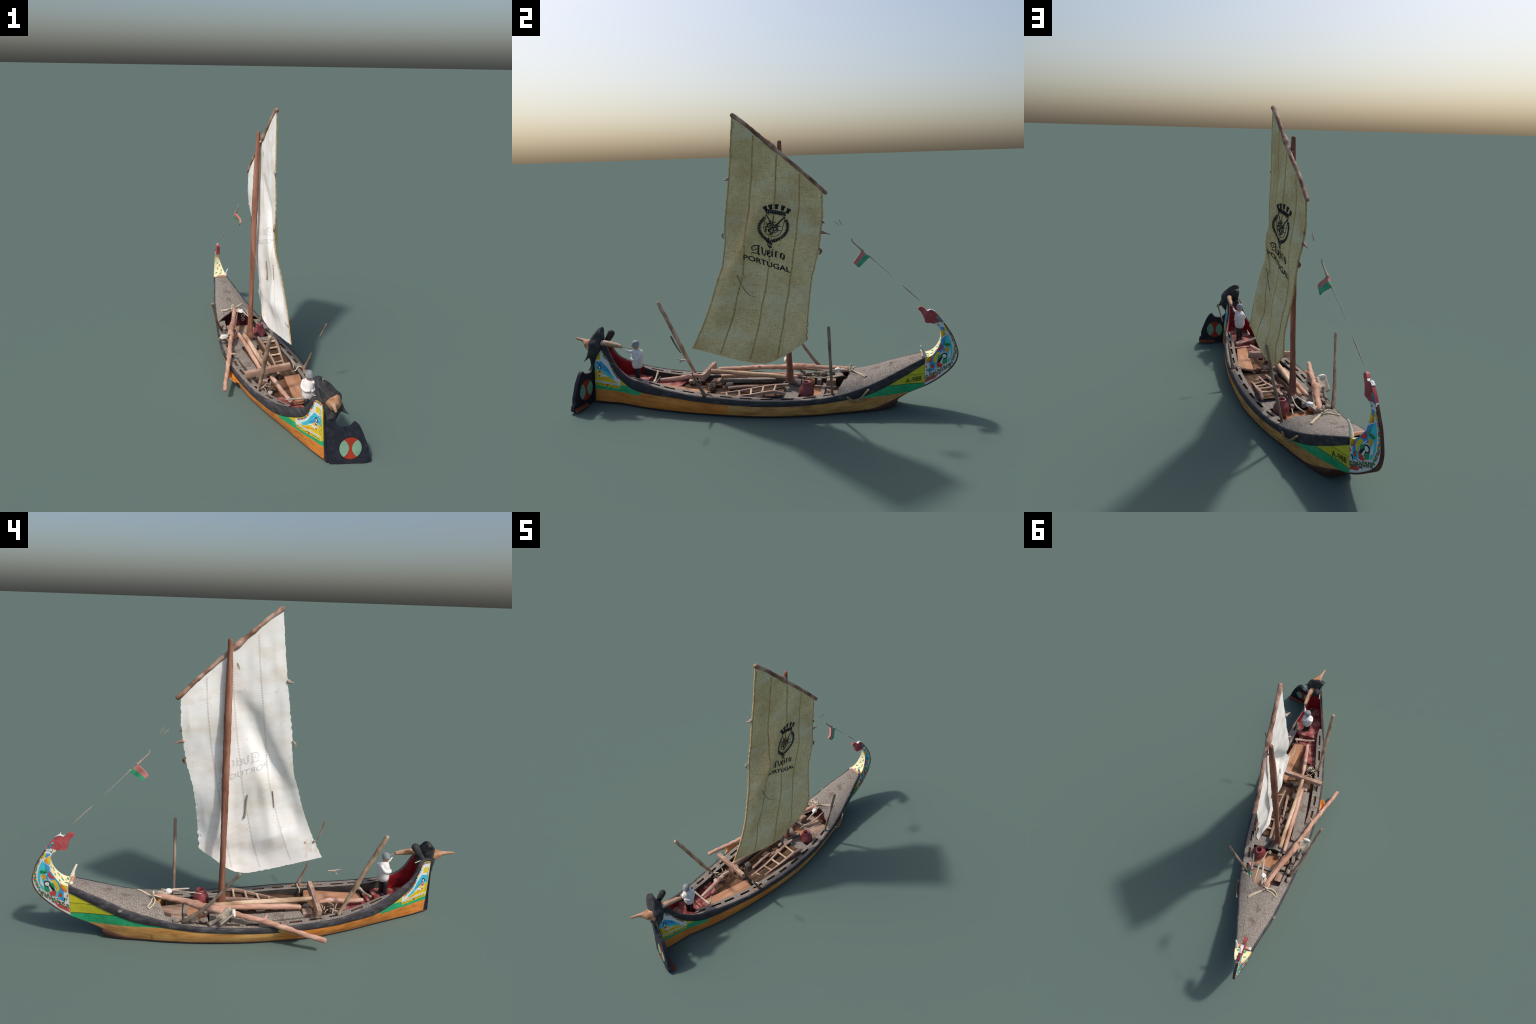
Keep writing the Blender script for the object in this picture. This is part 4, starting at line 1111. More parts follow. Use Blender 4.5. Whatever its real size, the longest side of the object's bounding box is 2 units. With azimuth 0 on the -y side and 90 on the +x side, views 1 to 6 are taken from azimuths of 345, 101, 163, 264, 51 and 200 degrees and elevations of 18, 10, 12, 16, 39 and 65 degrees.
# ------------------------------------------------------------------ mast, yard and sail
tube("mast", [(-0.016, 0.160, 0.085), (-0.012, 0.156, 0.25), (-0.006, 0.150, 0.55), (0.000, 0.146, 0.85), (0.006, 0.141, 1.10), (0.012, 0.138, 1.26), (0.013, 0.138, 1.336)],
     [0.020, 0.0135, 0.0145, 0.0165, 0.0165, 0.0155, 0.010], M_MAST, segs=16, rough=0.12, seed=14, n=110)
tube("mast_collar", [(-0.018, 0.170, 0.10), (-0.012, 0.157, 0.13), (-0.012, 0.156, 0.17)], [0.026, 0.020, 0.015], M_MAST, rough=0.3, seed=15, n=14)
YARD = [(0.046, -0.083, 1.469), (0.042, -0.02, 1.423), (0.040, 0.035, 1.375), (0.037, 0.10, 1.319), (0.035, 0.16, 1.267), (0.029, 0.21, 1.224), (0.022, 0.27, 1.171), (0.018, 0.360, 1.086)]
tube("yard", YARD, [0.011, 0.0088, 0.0095, 0.0095, 0.009, 0.0098], M_YARD, segs=12, rough=0.2, seed=16, n=80, knots=4)
tube("yard_lashing", [(0.036, 0.128, 1.292), (0.020, 0.130, 1.286), (0.014, 0.146, 1.276), (0.034, 0.152, 1.270)], [0.0045, 0.0045], M_YARD, rough=0.2, n=20)

LEECH = spline3([(0.080, -0.333, 0.305), (0.079, -0.286, 0.400), (0.076, -0.254, 0.475), (0.068, -0.223, 0.558), (0.052, -0.190, 0.666), (0.038, -0.167, 0.736), (0.030, -0.151, 0.847), (0.033, -0.148, 0.919), (0.038, -0.134, 1.027), (0.037, -0.120, 1.132), (0.042, -0.102, 1.287), (0.045, -0.086, 1.457)], 101)
LUFF = spline3([(0.066, 0.262, 0.362), (0.072, 0.270, 0.45), (0.062, 0.275, 0.53), (0.050, 0.282, 0.60), (0.041, 0.291, 0.67), (0.039, 0.306, 0.733), (0.035, 0.325, 0.81), (0.020, 0.336, 0.897), (0.014, 0.344, 0.972), (0.016, 0.345, 1.082)], 101)
FOOT = spline3([(0.080, -0.333, 0.305), (0.077, -0.255, 0.288), (0.080, -0.16, 0.265), (0.076, -0.05, 0.243), (0.066, 0.05, 0.234), (0.050, 0.13, 0.266), (0.056, 0.20, 0.315), (0.066, 0.262, 0.362)], 101)
HEADL = spline3([(0.045, -0.086, 1.457), (0.042, -0.02, 1.412), (0.040, 0.035, 1.363), (0.037, 0.10, 1.307), (0.034, 0.16, 1.255), (0.029, 0.21, 1.212), (0.022, 0.27, 1.160), (0.016, 0.345, 1.082)], 101)
FOLD = curve1([(0.36, -0.275), (0.402, -0.254), (0.512, -0.210), (0.686, -0.137), (0.798, -0.069), (0.906, -0.011), (1.012, 0.036), (1.081, 0.081), (1.2, 0.12)])
def at(c, t):
    t = min(1, max(0, t)) * (len(c) - 1); i = min(int(t), len(c) - 2)
    return c[i].lerp(c[i + 1], t - i)
def sail_pt(u, v):
    a = at(FOOT, u) * (1 - v) + at(HEADL, u) * v + at(LEECH, v) * (1 - u) + at(LUFF, v) * u
    a = a - (FOOT[0] * (1-u) * (1-v) + FOOT[-1] * u * (1-v) + HEADL[0] * (1-u) * v + HEADL[-1] * u * v)
    belly = math.sin(math.pi * u) ** 0.8 * math.sin(math.pi * min(1, v)) ** 0.9
    # the cloth bellies a little, and is pressed back towards the mast low down and aft
    x = 0.008 * belly - 0.034 * math.exp(-((a.y + 0.09) / 0.14) ** 2 - ((a.z - 0.42) / 0.11) ** 2) * min(1, v * 5 + 0.2) * min(1, u * 4 + 0.1)
    x += 0.014 * math.exp(-((a.y - 0.17) / 0.07) ** 2 - ((a.z - 0.33) / 0.07) ** 2)
    # main fold, from the mast down to the lower aft corner, steep on its aft side
    dist = a.y - FOLD(a.z)
    env = max(0.0, math.sin(math.pi * min(1, max(0, (a.z - 0.40) / 0.72)))) ** 0.8 * min(1, u * 5) * min(1, v * 8)
    w = 0.055 if dist > 0 else 0.040
    x += 0.034 * env * math.exp(-(dist / w) ** 2)
    # secondary folds: a shallow one fanning from the same corner, a slack one near the foot
    d2 = a.y - (FOLD(a.z) * 0.55 + 0.055)
    x -= 0.006 * math.exp(-(d2 / 0.028) ** 2) * max(0, min(1, (0.95 - a.z) / 0.25)) * min(1, v * 6)
    # mast presses a soft vertical crease, plus small wrinkles
    x -= 0.008 * math.exp(-((a.y - 0.16) / 0.05) ** 2) * min(1, (1 - v) * 5) * min(1, v * 6)
    e = min(1, u * 12, (1 - u) * 12, v * 12, (1 - v) * 12)
    x += e * (0.008 * noise.noise(Vector((a.y * 9, a.z * 4.5, 1.7))) + 0.0025 * noise.noise(Vector((a.y * 24, a.z * 11, 4.2))))
    a.x += x
    # ragged leech, luff and foot
    rag = 0.0035
    if u < 0.02: a.y += rag * noise.noise(Vector((0, a.z * 60, 0))) - abs(noise.noise(Vector((4, a.z * 25, 0)))) * 0.003
    if u > 0.98: a.y += rag * 1.6 * noise.noise(Vector((9, a.z * 55, 0)))
    if v < 0.02: a.z += rag * noise.noise(Vector((a.y * 60, 3, 0)))
    return a
NU, NV = 110, 190
front = [[sail_pt(i / (NU - 1), j / (NV - 1)) for j in range(NV)] for i in range(NU)]
V, F, mi = [], [], []
th = 0.0028
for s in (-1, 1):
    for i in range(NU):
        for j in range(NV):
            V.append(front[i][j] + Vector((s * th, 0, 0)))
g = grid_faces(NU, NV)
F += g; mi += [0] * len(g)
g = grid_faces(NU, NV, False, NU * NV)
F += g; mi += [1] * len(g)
N2 = NU * NV
def rim(idx):
    for a, b in zip(idx, idx[1:]):
        F.append((a, b, b + N2, a + N2)); mi.append(2)
rim([j for j in range(NV)]); rim([(NU - 1) * NV + j for j in range(NV)]); rim([i * NV for i in range(NU)]); rim([i * NV + NV - 1 for i in range(NU)])
SAIL = new_obj("sail", V, F, [M_CANVAS, M_BACKLIT, M_SEAM], angle=70)  # starboard faces carry the backlit colour, port faces the plain white
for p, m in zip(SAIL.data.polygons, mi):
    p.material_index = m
ST = bvh_of([SAIL])

# seams: stitched strips following the cloth
def seam(name, u0, u1, mat, w, sd, v0=0.0, v1=1.0):
    pts = []
    for j in range(60):
        v = v0 + (v1 - v0) * j / 59
        p = sail_pt(u0 + (u1 - u0) * v, v)
        pts.append((p.y + 0.001 * math.sin(v * 40), p.z))
    decal(name, stroke(pts, w), ST, sd, mat, 0.0007, 0.05)
for u0, u1 in ((0.23, 0.225), (0.475, 0.48), (0.70, 0.73)):
    seam("sail_seam", u0, u1, M_SEAM, 0.0072, 1, 0.01, 0.99)
    st = []
    for j in range(150):
        v = 0.02 + 0.96 * j / 149
        p = sail_pt(u0 + (u1 - u0) * v, v)
        st.append([(p.y - 0.0035, p.z), (p.y - 0.0035, p.z + 0.0022), (p.y + 0.0035, p.z + 0.0034), (p.y + 0.0035, p.z + 0.0012)])
    decal("sail_stitches", st, ST, -1, flatc("stitch_thread", (0.58, 0.52, 0.45)) if "stitch_thread" not in bpy.data.materials else bpy.data.materials["stitch_thread"], 0.0006, 0.05, kind="stuff")
# hem along the leech (brown edge), and sail spikes / torn tufts
seam("sail_hem", 0.012, 0.012, M_SEAM, 0.005, 1, 0.0, 1.0)
seam("sail_hem", 0.988, 0.988, M_SEAM, 0.0045, 1, 0.0, 1.0)
def tuft(pts, r, mat):
    return tube("sail_tuft", pts, r, mat, segs=7, n=12)
tuft([(0.036, -0.118, 1.165), (0.030, -0.130, 1.160), (0.022, -0.144, 1.160)], [0.010, 0.005, 0.001], M_STRING)
tuft([(0.020, 0.336, 0.897), (0.017, 0.355, 0.892), (0.012, 0.381, 0.884)], [0.010, 0.004, 0.001], M_YARD)
tuft([(0.018, 0.342, 0.945), (0.016, 0.352, 0.940)], [0.007, 0.001], M_YARD)
tuft([(0.034, 0.324, 0.82), (0.033, 0.334, 0.805), (0.033, 0.325, 0.79)], [0.004, 0.007, 0.003], M_YARD)
tuft([(0.026, -0.150, 0.90), (0.024, -0.162, 0.885), (0.024, -0.153, 0.865)], [0.003, 0.006, 0.002], M_STRING)
tuft([(0.070, -0.288, 0.395), (0.074, -0.298, 0.392)], [0.005, 0.001], M_STRING)
# reefing strings: a cord on the starboard cloth, a toggle on the port cloth, corner hole patches
cord = [(-0.085, 0.69), (-0.06, 0.63), (-0.03, 0.59), (0.005, 0.575)]
tube("sail_cord", [drape(ST, y, z, 1, 0.0008) for y, z in cord], [0.0011], M_DARK, segs=6, n=24)
tube("sail_toggle", [drape(ST, y, z, -1, 0.004) for y, z in ((0.043, 0.64), (0.048, 0.60), (0.05, 0.545), (0.055, 0.525))], [0.0035, 0.0045, 0.004, 0.006], M_STRING, segs=8, n=20)
tube("sail_cord", [drape(ST, y, z, -1, 0.002) for y, z in ((-0.073, 0.655), (-0.079, 0.61), (-0.082, 0.575))], [0.003, 0.0025, 0.002], M_STRING, segs=6, n=16)
decal("sail_eyelet", [ellipse(-0.245, 0.385, 0.005, 0.006, 12)], ST, -1, M_SEAM, 0.001)
decal("sail_eyelet", [ellipse(-0.245, 0.385, 0.0035, 0.0045, 12)], ST, 1, M_WHITE, 0.001)
decal("sail_eyelet", [ellipse(-0.285, 0.385, 0.004, 0.005, 12)], ST, -1, M_SEAM, 0.001)
decal("sail_stain", [ellipse(0.10, 1.225, 0.005, 0.016, 12, -0.4)], ST, -1, M_BONE, 0.0005)

# printed crest and words (drawn on a 1073 x 1568 sheet)
def cmap(p): return (-0.0265 + 294.63e-6 * p[0] - 11.55e-6 * p[1], 1.1108 - 5.79e-6 * p[0] - 297.22e-6 * p[1])
ink = []
def S(pts, w, nib=None): ink.extend([[cmap(p) for p in q] for q in stroke(pts, w, nib=nib)])
def Pl(*pts): ink.append([cmap(p) for p in pts])
def El(cx, cy, rx, ry, rot=0, n=10): ink.append([cmap(p) for p in ellipse(cx, cy, rx, ry, n, rot)])
def arc(cx, cy, rx, ry, a0, a1, n=14): return [(cx + rx*math.cos(math.radians(a0+(a1-a0)*i/n)), cy + ry*math.sin(math.radians(a0+(a1-a0)*i/n))) for i in range(n+1)]
# mural crown: five towers on a filled band with thin pale slits
for (x, y, r) in ((330, 285, -0.5), (415, 262, -0.2), (515, 258, 0.05), (622, 285, 0.3), (712, 335, 0.5)):
    c, sn = math.cos(r), math.sin(r)
    for dx, dy, w, h in ((0, 0, 68, 22), (-24, -16, 18, 18), (0, -18, 16, 18), (24, -16, 18, 18), (0, 34, 50, 50)):
        q = [(dx - w/2, dy - h/2), (dx + w/2, dy - h/2), (dx + w/2, dy + h/2), (dx - w/2, dy + h/2)]
        ink.append([cmap((x + a*c - b*sn, y + a*sn + b*c)) for a, b in q])
rs = random.Random(12)
for kx in range(11):
    t = kx / 11
    xa, xb = 345 + 325 * t, 345 + 325 * (t + 0.078)
    dy = 60 * t ** 1.5
    Pl((xa, 312 + dy), (xb, 312 + dy + 6), (xb - 4, 378 + dy), (xa - 2, 374 + dy))
S([(348, 390), (430, 372), (520, 380), (600, 402), (662, 432)], 13)
S([(375, 408), (450, 390), (540, 402), (640, 442)], 7)
# shield outline and V folds
S([(350, 400), (325, 520), (312, 620)] + arc(465, 620, 152, 145, 180, 0) + [(635, 560), (655, 440)], 9)
S([(352, 405), (400, 490), (440, 580)], 14); S([(650, 450), (570, 520), (520, 580)], 22); S([(470, 420), (460, 500), (440, 560)], 12)
S(arc(570, 635, 42, 38, -50, -310), 10)
for i in range(170):
    a = rs.uniform(0, 6.28); r = rs.uniform(0, 1) ** 0.5
    x = 445 + 110 * r * math.cos(a); y = 615 + 120 * r * math.sin(a)
    b = rs.uniform(0, 3.1); l = rs.uniform(8, 26)
    S([(x, y), (x + l * math.cos(b), y + l * math.sin(b))], rs.uniform(8, 15))
S([(425, 575), (495, 580)], 14); S([(460, 545), (458, 610)], 14)
# laurel branches either side, meeting in a point
for side, path in ((-1, [(322, 455), (262, 530), (238, 620), (262, 710), (315, 780), (375, 835), (395, 880)]), (1, [(672, 505), (700, 580), (690, 670), (640, 750), (570, 800), (490, 830), (430, 850)])):
    pp = spline3([(x, y, 0) for x, y in path], 18)
    S([(p.x, p.y) for p in pp], 12)
    for i, p in enumerate(pp[:-1]):
        d = pp[i + 1] - p; a = math.atan2(d.y, d.x)
        for q, off in ((0.75, 15), (-0.75, -15)):
            El(p.x - math.sin(a) * off, p.y + math.cos(a) * off, rs.uniform(18, 25), rs.uniform(7, 10), a + q)
# knot and ribbon below
for kx in range(16):
    El(rs.uniform(372, 448), rs.uniform(800, 945), rs.uniform(10, 20), rs.uniform(6, 11), rs.uniform(0, 3))
S([(375, 800), (405, 850), (375, 900), (400, 945), (445, 950)], 16); S([(440, 850), (500, 858), (560, 825)], 13); S([(400, 780), (385, 830)], 18)
decal("sail_crest", ink, ST, 1, M_INK, 0.0008, 0.03)
# broad-pen word
ink = []
nb = math.radians(38)
def B(pts, w=20): S(pts, w * 1.45, nib=nb)
S([(208, 912), (222, 935), (218, 1000), (212, 1050), (236, 1078)], 27)
S(arc(168, 958, 52, 48, -25, -200) + [(122, 985), (140, 1002)], 15); S([(140, 1002), (175, 985), (215, 965)], 9)
S([(232, 922), (250, 915)], 14); S([(104, 1048), (125, 1030), (160, 1050), (205, 1046)], 13); S([(165, 915), (172, 1000)], 7)
B([(268, 962), (284, 950), (284, 1055), (306, 1082), (338, 1062)], 20); B([(346, 985), (342, 1060)], 13)
B([(378, 1000), (372, 1085), (395, 1108), (420, 1095)], 22); B([(378, 1005), (405, 1000), (415, 1030), (380, 1060)], 14)
B([(452, 1010), (448, 1105), (465, 1115)], 22); El(458, 988, 12, 11)
B([(512, 1015), (508, 1115), (528, 1128)], 22); B([(512, 1030), (540, 1018), (565, 1040)], 15)
B([(595, 1060), (590, 1130), (618, 1152), (648, 1130), (650, 1075), (625, 1050), (595, 1060)], 22)
decal("sail_word", ink, ST, 1, M_INK, 0.0009, 0.03)
decal("sail_word_ghost", ink, ST, -1, M_GHOST, 0.0005, 0.03)
tp = fit(text_polys("PORTUGAL", 1, True), cmap((-25, 1150)), (0.955, -0.31), (0.02, 1.0), 0.238, 0.027)
decal("sail_word", tp, ST, 1, M_INK, 0.0009, 0.03)
tg = tp
decal("sail_word_ghost", tg, ST, -1, M_GHOST, 0.0006, 0.03)

# ------------------------------------------------------------------ forestay fragments and pennant
tube("stay_line", [(-0.049, 0.724, 0.621), (-0.053, 0.755, 0.593), (-0.057, 0.785, 0.565), (-0.061, 0.814, 0.538)], [0.0018, 0.0028, 0.0022, 0.0012], M_STRING, segs=6, rough=0.3, n=24)
tube("stay_line", [(-0.020, 0.560, 0.776), (-0.028, 0.60, 0.738), (-0.037, 0.645, 0.696), (-0.041, 0.675, 0.666)], [0.0035, 0.0016, 0.0016, 0.0010], M_STRING, segs=6, rough=0.3, n=24)
tube("stay_line", [(-0.012, 0.478, 0.862), (-0.012, 0.484, 0.845), (-0.015, 0.508, 0.822), (-0.018, 0.532, 0.800)], [0.0025, 0.004, 0.0045, 0.007], M_STRING, segs=7, rough=0.25, n=20)
tube("stay_line", [(0.008, 0.396, 0.950), (0.006, 0.412, 0.937), (0.004, 0.420, 0.925)], [0.0014, 0.0018, 0.0012], M_STRING, segs=6)
tube("stay_line", [(0.010, 0.418, 0.958), (0.010, 0.427, 0.943), (0.009, 0.436, 0.930)], [0.0014, 0.0020, 0.0012], M_STRING, segs=6)
FL = bpy.data.objects.new("pennant", None); COL.objects.link(FL); FL.parent = ROOT
c00, c10, c01, c11 = Vector((-0.020, 0.530, 0.803)), Vector((-0.022, 0.566, 0.768)), Vector((0.000, 0.487, 0.743)), Vector((0.002, 0.514, 0.719))
for nm, a0, a1, m in (("pennant_red_half", 0.0, 0.52, M_FRED), ("pennant_green_half", 0.52, 1.0, M_FGRN)):
    V = []
    n, k = 14, 6
    for sgn in (-1, 1):
        for i in range(n):
            v = i / (n - 1)
            for j in range(k):
                u = a0 + (a1 - a0) * j / (k - 1)
                p = c00.lerp(c10, u).lerp(c01.lerp(c11, u), v)
                p = p + Vector((0.008 * math.sin(math.pi * v) * 1.0 - 0.004 * math.sin(2 * math.pi * v), 0, 0)) + Vector((sgn * 0.0058 * (1 - 0.5 * v ** 6), 0, 0))
                V.append(p)
    F = grid_faces(n, k) + grid_faces(n, k, False, n * k)
    for i in range(n - 1):
        for e in (0, k - 1):
            F.append((i*k+e, (i+1)*k+e, (i+1)*k+e+n*k, i*k+e+n*k))
    for j in range(k - 1):
        for e in (0, (n - 1) * k):
            F.append((e+j, e+j+1, e+j+1+n*k, e+j+n*k))
    new_obj(nm, V, F, m, FL, angle=50)

# ------------------------------------------------------------------ rudder, tiller, sternworks
RUD = bpy.data.objects.new("rudder", None); COL.objects.link(RUD); RUD.parent = ROOT
def rud(x, z, out=0.0):
    """point of the tilted rudder plane; out = distance towards the stern side (-y)"""
    y = -0.897 - 0.20 * (x - 0.1) - 0.055 * max(0, 0.2 - z)
    return Vector((x + out * -0.2, y - out, z))
outline = [(0.082, 0.002), (0.120, 0.000), (0.170, 0.002), (0.215, 0.003), (0.246, 0.002), (0.262, 0.006), (0.268, 0.014), (0.263, 0.036), (0.254, 0.043), (0.254, 0.07), (0.245, 0.10), (0.234, 0.128), (0.224, 0.155), (0.211, 0.180), (0.199, 0.194), (0.187, 0.200),
           (0.180, 0.191), (0.172, 0.181), (0.158, 0.175), (0.140, 0.172), (0.124, 0.174), (0.112, 0.186), (0.102, 0.199), (0.104, 0.22), (0.110, 0.240), (0.085, 0.262), (0.058, 0.262), (0.060, 0.20), (0.066, 0.12), (0.072, 0.05)]
def rudder_blade():
    bm = bmesh.new()
    sheets = []
    for sgn in (1, -1):
        vs = [bm.verts.new((x, z, sgn)) for x, z in outline]
        sheets.append(vs)
    f1 = bm.faces.new(sheets[0]); f2 = bm.faces.new(sheets[1][::-1])
    n = len(outline)
    for i in range(n):
        j = (i + 1) % n
        bm.faces.new((sheets[0][j], sheets[0][i], sheets[1][i], sheets[1][j]))
    bmesh.ops.recalc_face_normals(bm, faces=bm.faces)
    bmesh.ops.triangulate(bm, faces=[f for f in bm.faces if len(f.verts) > 4])
    for _ in range(3):
        bmesh.ops.subdivide_edges(bm, edges=[e for e in bm.edges if (e.verts[0].co.xy - e.verts[1].co.xy).length > 0.014], cuts=1)
        bmesh.ops.triangulate(bm, faces=bm.faces[:])
    for v in bm.verts:
        x, z, s = v.co
        t = 0.0095 + 0.002 * max(0, (0.06 - z) / 0.06)
        if s > 0: t -= 0.004 * max(0, (x - 0.235) / 0.04)
        t += 0.002 * noise.noise(Vector((x * 25, z * 25, s)))
        v.co = rud(x, z, -0.010 + (t if s > 0 else -t))
    me = bpy.data.meshes.new("rudder_blade"); bm.to_mesh(me); bm.free(); me.materials.append(M_RUD)
    me.shade_smooth()
    try: me.set_sharp_from_angle(angle=math.radians(45))
    except Exception: pass
    o = bpy.data.objects.new("rudder_blade", me); COL.objects.link(o); o.parent = RUD
    return o
BLADE = rudder_blade()
BT = bvh_of([BLADE])
def rdecal(name, polys, mat, side, lift):
    V, F = flat_mesh(polys, 0.012)
    top = []
    for x, z in V:
        o = Vector((x, -1.3 if side < 0 else -0.5, z))
        h = BT.ray_cast(o, Vector((0, 1 if side < 0 else -1, 0)))
        p = h[0] if h[0] is not None else rud(x, z)
        top.append(p + Vector((0, side * lift, 0)))
    return new_obj(name, top, F, mat, RUD, smooth=False)
cx, cz, R = 0.172, 0.078, 0.051
disc = ellipse(cx, cz, R * 0.96, R * 1.06, 32)
def lens(sx):
    # part of the disc beyond an arc bulging to the middle
    out = []
    for i in range(17):
        a = math.radians(-52 + 104 * i / 16)
        out.append((cx + sx * R * 0.96 * math.cos(a), cz + R * 1.04 * math.sin(a)))
    for i in range(1, 16):
        a = math.radians(52 - 104 * i / 16)
        out.append((cx + sx * (R * 0.60 - 0.47 * R * (math.cos(a) - 0.6157) / 0.384), cz + R * 0.83 * math.sin(a) / 0.788))
    return out
for side in (-1, 1):
    cz = 0.078 if side < 0 else 0.090
    disc = ellipse(cx, cz, R * 0.96, R * 1.06, 32)
    rdecal("rudder_roundel_ring", [ellipse(cx, cz, R * 1.0, R * 1.10, 32)], M_BLK, side, 0.0008)
    rdecal("rudder_roundel", [disc], M_RCIRC, side, 0.0014)
    rdecal("rudder_roundel_half", [lens(-1)], M_GCIRC, side, 0.0020)
    rdecal("rudder_roundel_half", [lens(1)], M_GCIRC, side, 0.0020)
# red-brown toe of the blade
board("rudder_toe", [rud(0.16, 0.018, -0.024), rud(0.262, 0.024, -0.024), rud(0.266, 0.010, -0.044), rud(0.17, 0.006, -0.040)], 0.006, M_RUDBOT, RUD, wob=0.001)
# stock: rises along the sternpost into a big rounded head
V, secs = [], [(0.225, 0.086, -0.884, 0.024, 0.014), (0.245, 0.090, -0.880, 0.034, 0.020), (0.265, 0.094, -0.874, 0.044, 0.028), (0.285, 0.093, -0.868, 0.046, 0.034), (0.305, 0.090, -0.864, 0.046, 0.036), (0.325, 0.085, -0.862, 0.043, 0.036), (0.345, 0.077, -0.860, 0.038, 0.033), (0.362, 0.066, -0.858, 0.035, 0.026), (0.376, 0.054, -0.856, 0.034, 0.017), (0.388, 0.046, -0.853, 0.024, 0.009), (0.394, 0.048, -0.850, 0.008, 0.004)]
sf = curve1(secs)
for i in range(40):
    z = 0.225 + 0.169 * i / 39
    x, y, rx, ry = sf(z)
    for k2 in range(24):
        a = 2 * math.pi * k2 / 24
        c, s = math.cos(a), math.sin(a)
        e = 0.75
        V.append(Vector((x + rx * abs(c) ** e * (1 if c > 0 else -1), y + ry * abs(s) ** e * (1 if s > 0 else -1), z)) + Vector((c, s, 0.6)) * 0.010 * noise.noise(Vector((c * 1.7 + 3, s * 1.7, z * 26))))
new_obj("rudder_head", V, grid_faces(40, 24, True) + [tuple(range(24)), tuple(39 * 24 + q for q in range(24))], M_RHEAD, RUD)
tube("rudder_spike", [(0.125, -0.880, 0.272), (0.143, -0.892, 0.255), (0.162, -0.900, 0.242)], [0.018, 0.007, 0.001], M_RHEAD, n=14, parent=RUD)
tube("tiller", [(0.105, -0.715, 0.309), (0.101, -0.75, 0.316), (0.096, -0.80, 0.322), (0.088, -0.85, 0.320)], [0.0095, 0.014, 0.0155, 0.016], M_TILL, rough=0.12, seed=17, n=30, parent=RUD)
tube("tiller_tail", [(0.090, -0.882, 0.306), (0.084, -0.906, 0.310), (0.076, -0.926, 0.317), (0.066, -0.955, 0.326), (0.057, -0.992, 0.331)], [0.040, 0.028, 0.013, 0.0075, 0.0055], M_TILL, rough=0.12, seed=18, n=36, segs=14, parent=RUD)
tube("stern_post_head", [(0.048, -0.832, 0.298), (0.049, -0.815, 0.328), (0.052, -0.800, 0.350), (0.054, -0.788, 0.370)], [0.015, 0.014, 0.016, 0.0175], M_RHEAD, segs=14, rough=0.08, n=20, flat=1.1)
tube("stern_rope", [(0.032, -0.790, 0.291), (0.038, -0.82, 0.300), (0.05, -0.86, 0.303), (0.07, -0.905, 0.31)], [0.0025], M_ROPE, segs=6, n=20)
tube("stern_rope", [(0.105, -0.715, 0.309), (0.10, -0.69, 0.304), (0.092, -0.665, 0.296)], [0.0018], M_STRING, segs=6, n=12)

# ------------------------------------------------------------------ helmsman
MAN = bpy.data.objects.new("helmsman_figure", None); COL.objects.link(MAN); MAN.parent = ROOT
def lathe(name, prof, cx, cy, mat, ox=0.0, oy=0.0, segs=20, amp=0.0, seed=0):
    """elliptic body: prof rows are z, rx, ry, dx, dy"""
    V = []
    for z, rx, ry, dx, dy in prof:
        for q in range(segs):
            a = 2 * math.pi * q / segs
            p = Vector((cx + dx + rx * math.cos(a), cy + dy + ry * math.sin(a), z))
            if amp:
                nn = noise.noise(p * 55 + Vector((seed, 0, 0)))
                p += Vector((math.cos(a), math.sin(a), 0)) * nn * amp
            V.append(p)
    n = len(prof)
    return new_obj(name, V, grid_faces(n, segs, True) + [tuple(range(segs)), tuple((n-1)*segs + q for q in range(segs))], mat, MAN)
mx, my = 0.064, -0.652
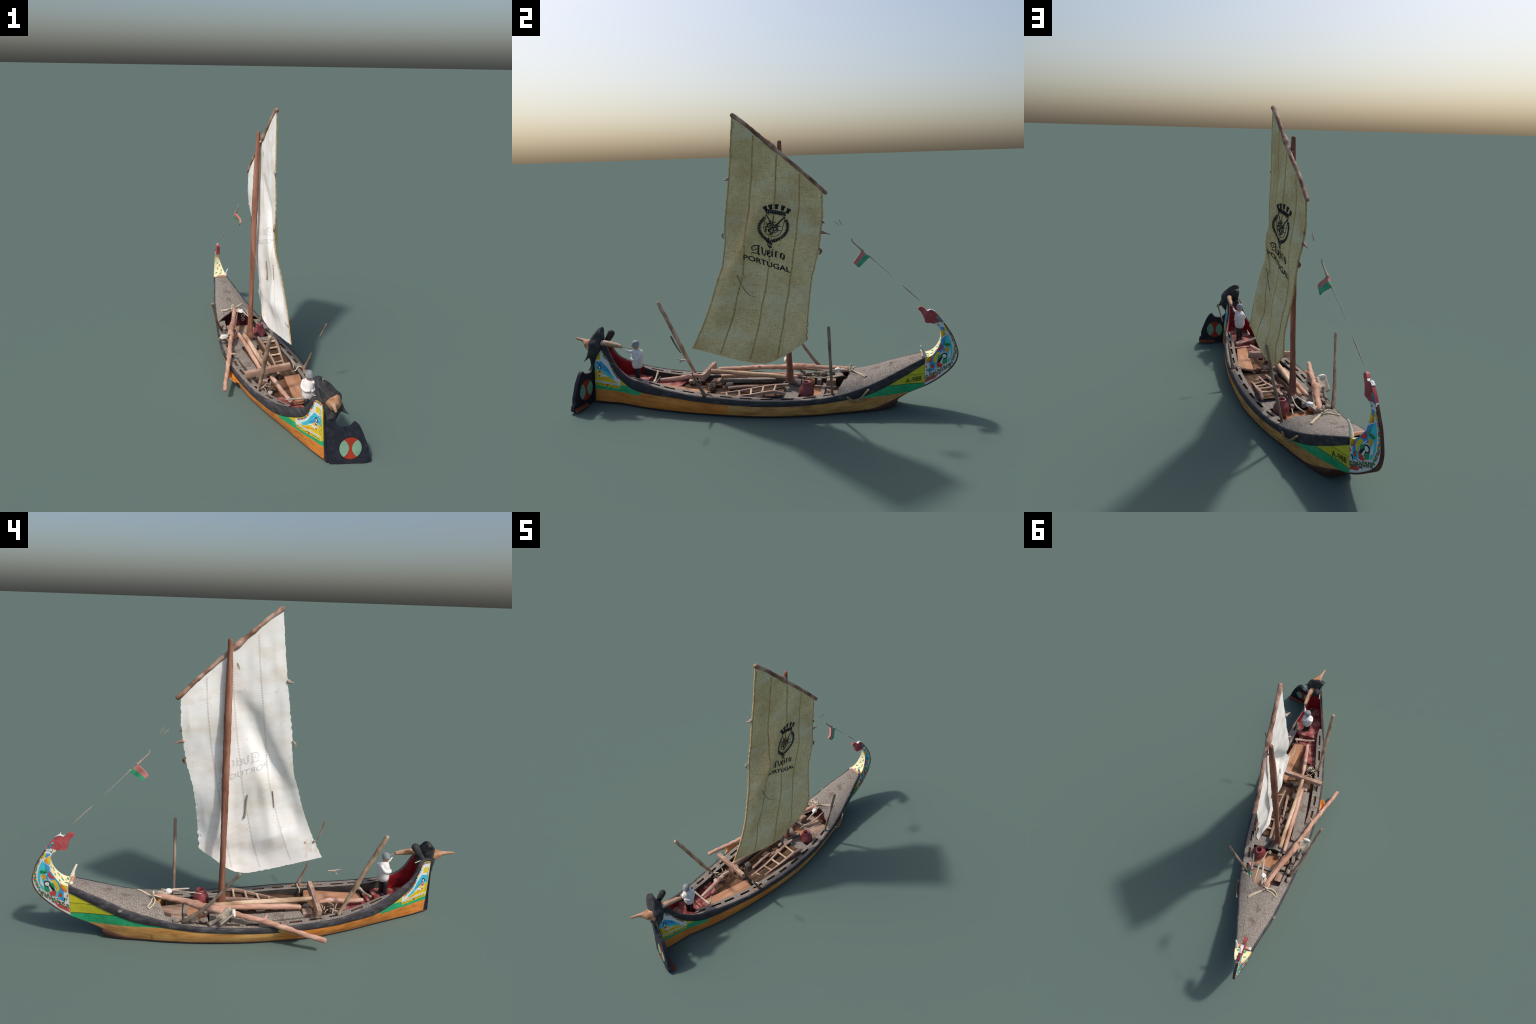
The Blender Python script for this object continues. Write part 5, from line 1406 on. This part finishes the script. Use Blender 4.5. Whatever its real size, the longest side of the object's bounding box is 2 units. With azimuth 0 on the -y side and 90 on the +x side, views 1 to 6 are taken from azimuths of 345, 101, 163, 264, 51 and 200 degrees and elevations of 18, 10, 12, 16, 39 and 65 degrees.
for s in (-1, 1):
    lathe("leg", [(0.112, 0.010, 0.012, 0, 0), (0.13, 0.0105, 0.0105, 0, 0), (0.16, 0.012, 0.012, 0, 0), (0.195, 0.015, 0.014, -s * 0.002, 0)], mx + s * 0.0095, my + s * 0.007, M_TROU)
    lathe("foot", [(0.104, 0.010, 0.015, 0, 0.006), (0.110, 0.0115, 0.017, 0, 0.006), (0.118, 0.009, 0.012, 0, 0.002)], mx + s * 0.0095, my + s * 0.006, M_TROU)
lathe("torso", [(0.182, 0.020, 0.020, 0, 0), (0.188, 0.027, 0.026, 0, 0), (0.205, 0.029, 0.029, 0, 0), (0.23, 0.030, 0.029, 0.001, 0.001), (0.25, 0.031, 0.030, 0.001, 0.002), (0.266, 0.030, 0.029, 0.002, 0.004), (0.280, 0.022, 0.021, 0.001, 0.002), (0.287, 0.012, 0.012, 0, 0)], mx, my + 0.004, M_SHIRT, amp=0.004, seed=2)
tube("arm", [(mx + 0.012, my + 0.030, 0.268), (mx + 0.024, my + 0.022, 0.245), (mx + 0.026, my - 0.004, 0.232), (mx + 0.010, my - 0.026, 0.236)], [0.009, 0.009, 0.008, 0.006], M_SHIRT, rough=0.1, n=20, parent=MAN)
tube("arm", [(mx - 0.016, my + 0.024, 0.268), (mx - 0.028, my + 0.010, 0.245), (mx - 0.022, my - 0.018, 0.238), (mx - 0.004, my - 0.028, 0.240)], [0.009, 0.009, 0.008, 0.006], M_SHIRT, rough=0.1, n=20, parent=MAN)
tube("arm", [(mx + 0.016, my - 0.012, 0.274), (mx + 0.026, my - 0.03, 0.280), (mx + 0.032, my - 0.045, 0.292)], [0.009, 0.006, 0.002], M_SHIRT, rough=0.1, n=14, parent=MAN)
lathe("head", [(0.280, 0.009, 0.009, 0, 0), (0.288, 0.0125, 0.013, 0, 0), (0.298, 0.0165, 0.0175, 0, -0.001), (0.308, 0.0175, 0.0185, 0, -0.001), (0.316, 0.016, 0.017, 0, 0)], mx, my, M_SKIN)
lathe("cap", [(0.302, 0.019, 0.021, 0, -0.003), (0.305, 0.0195, 0.021, 0, -0.002), (0.312, 0.0195, 0.0195, 0, 0.0), (0.322, 0.018, 0.018, 0, 0.001), (0.329, 0.0125, 0.013, 0, 0.001), (0.332, 0.005, 0.005, 0, 0.001)], mx, my, M_CAP)
bpy.context.view_layer.update()
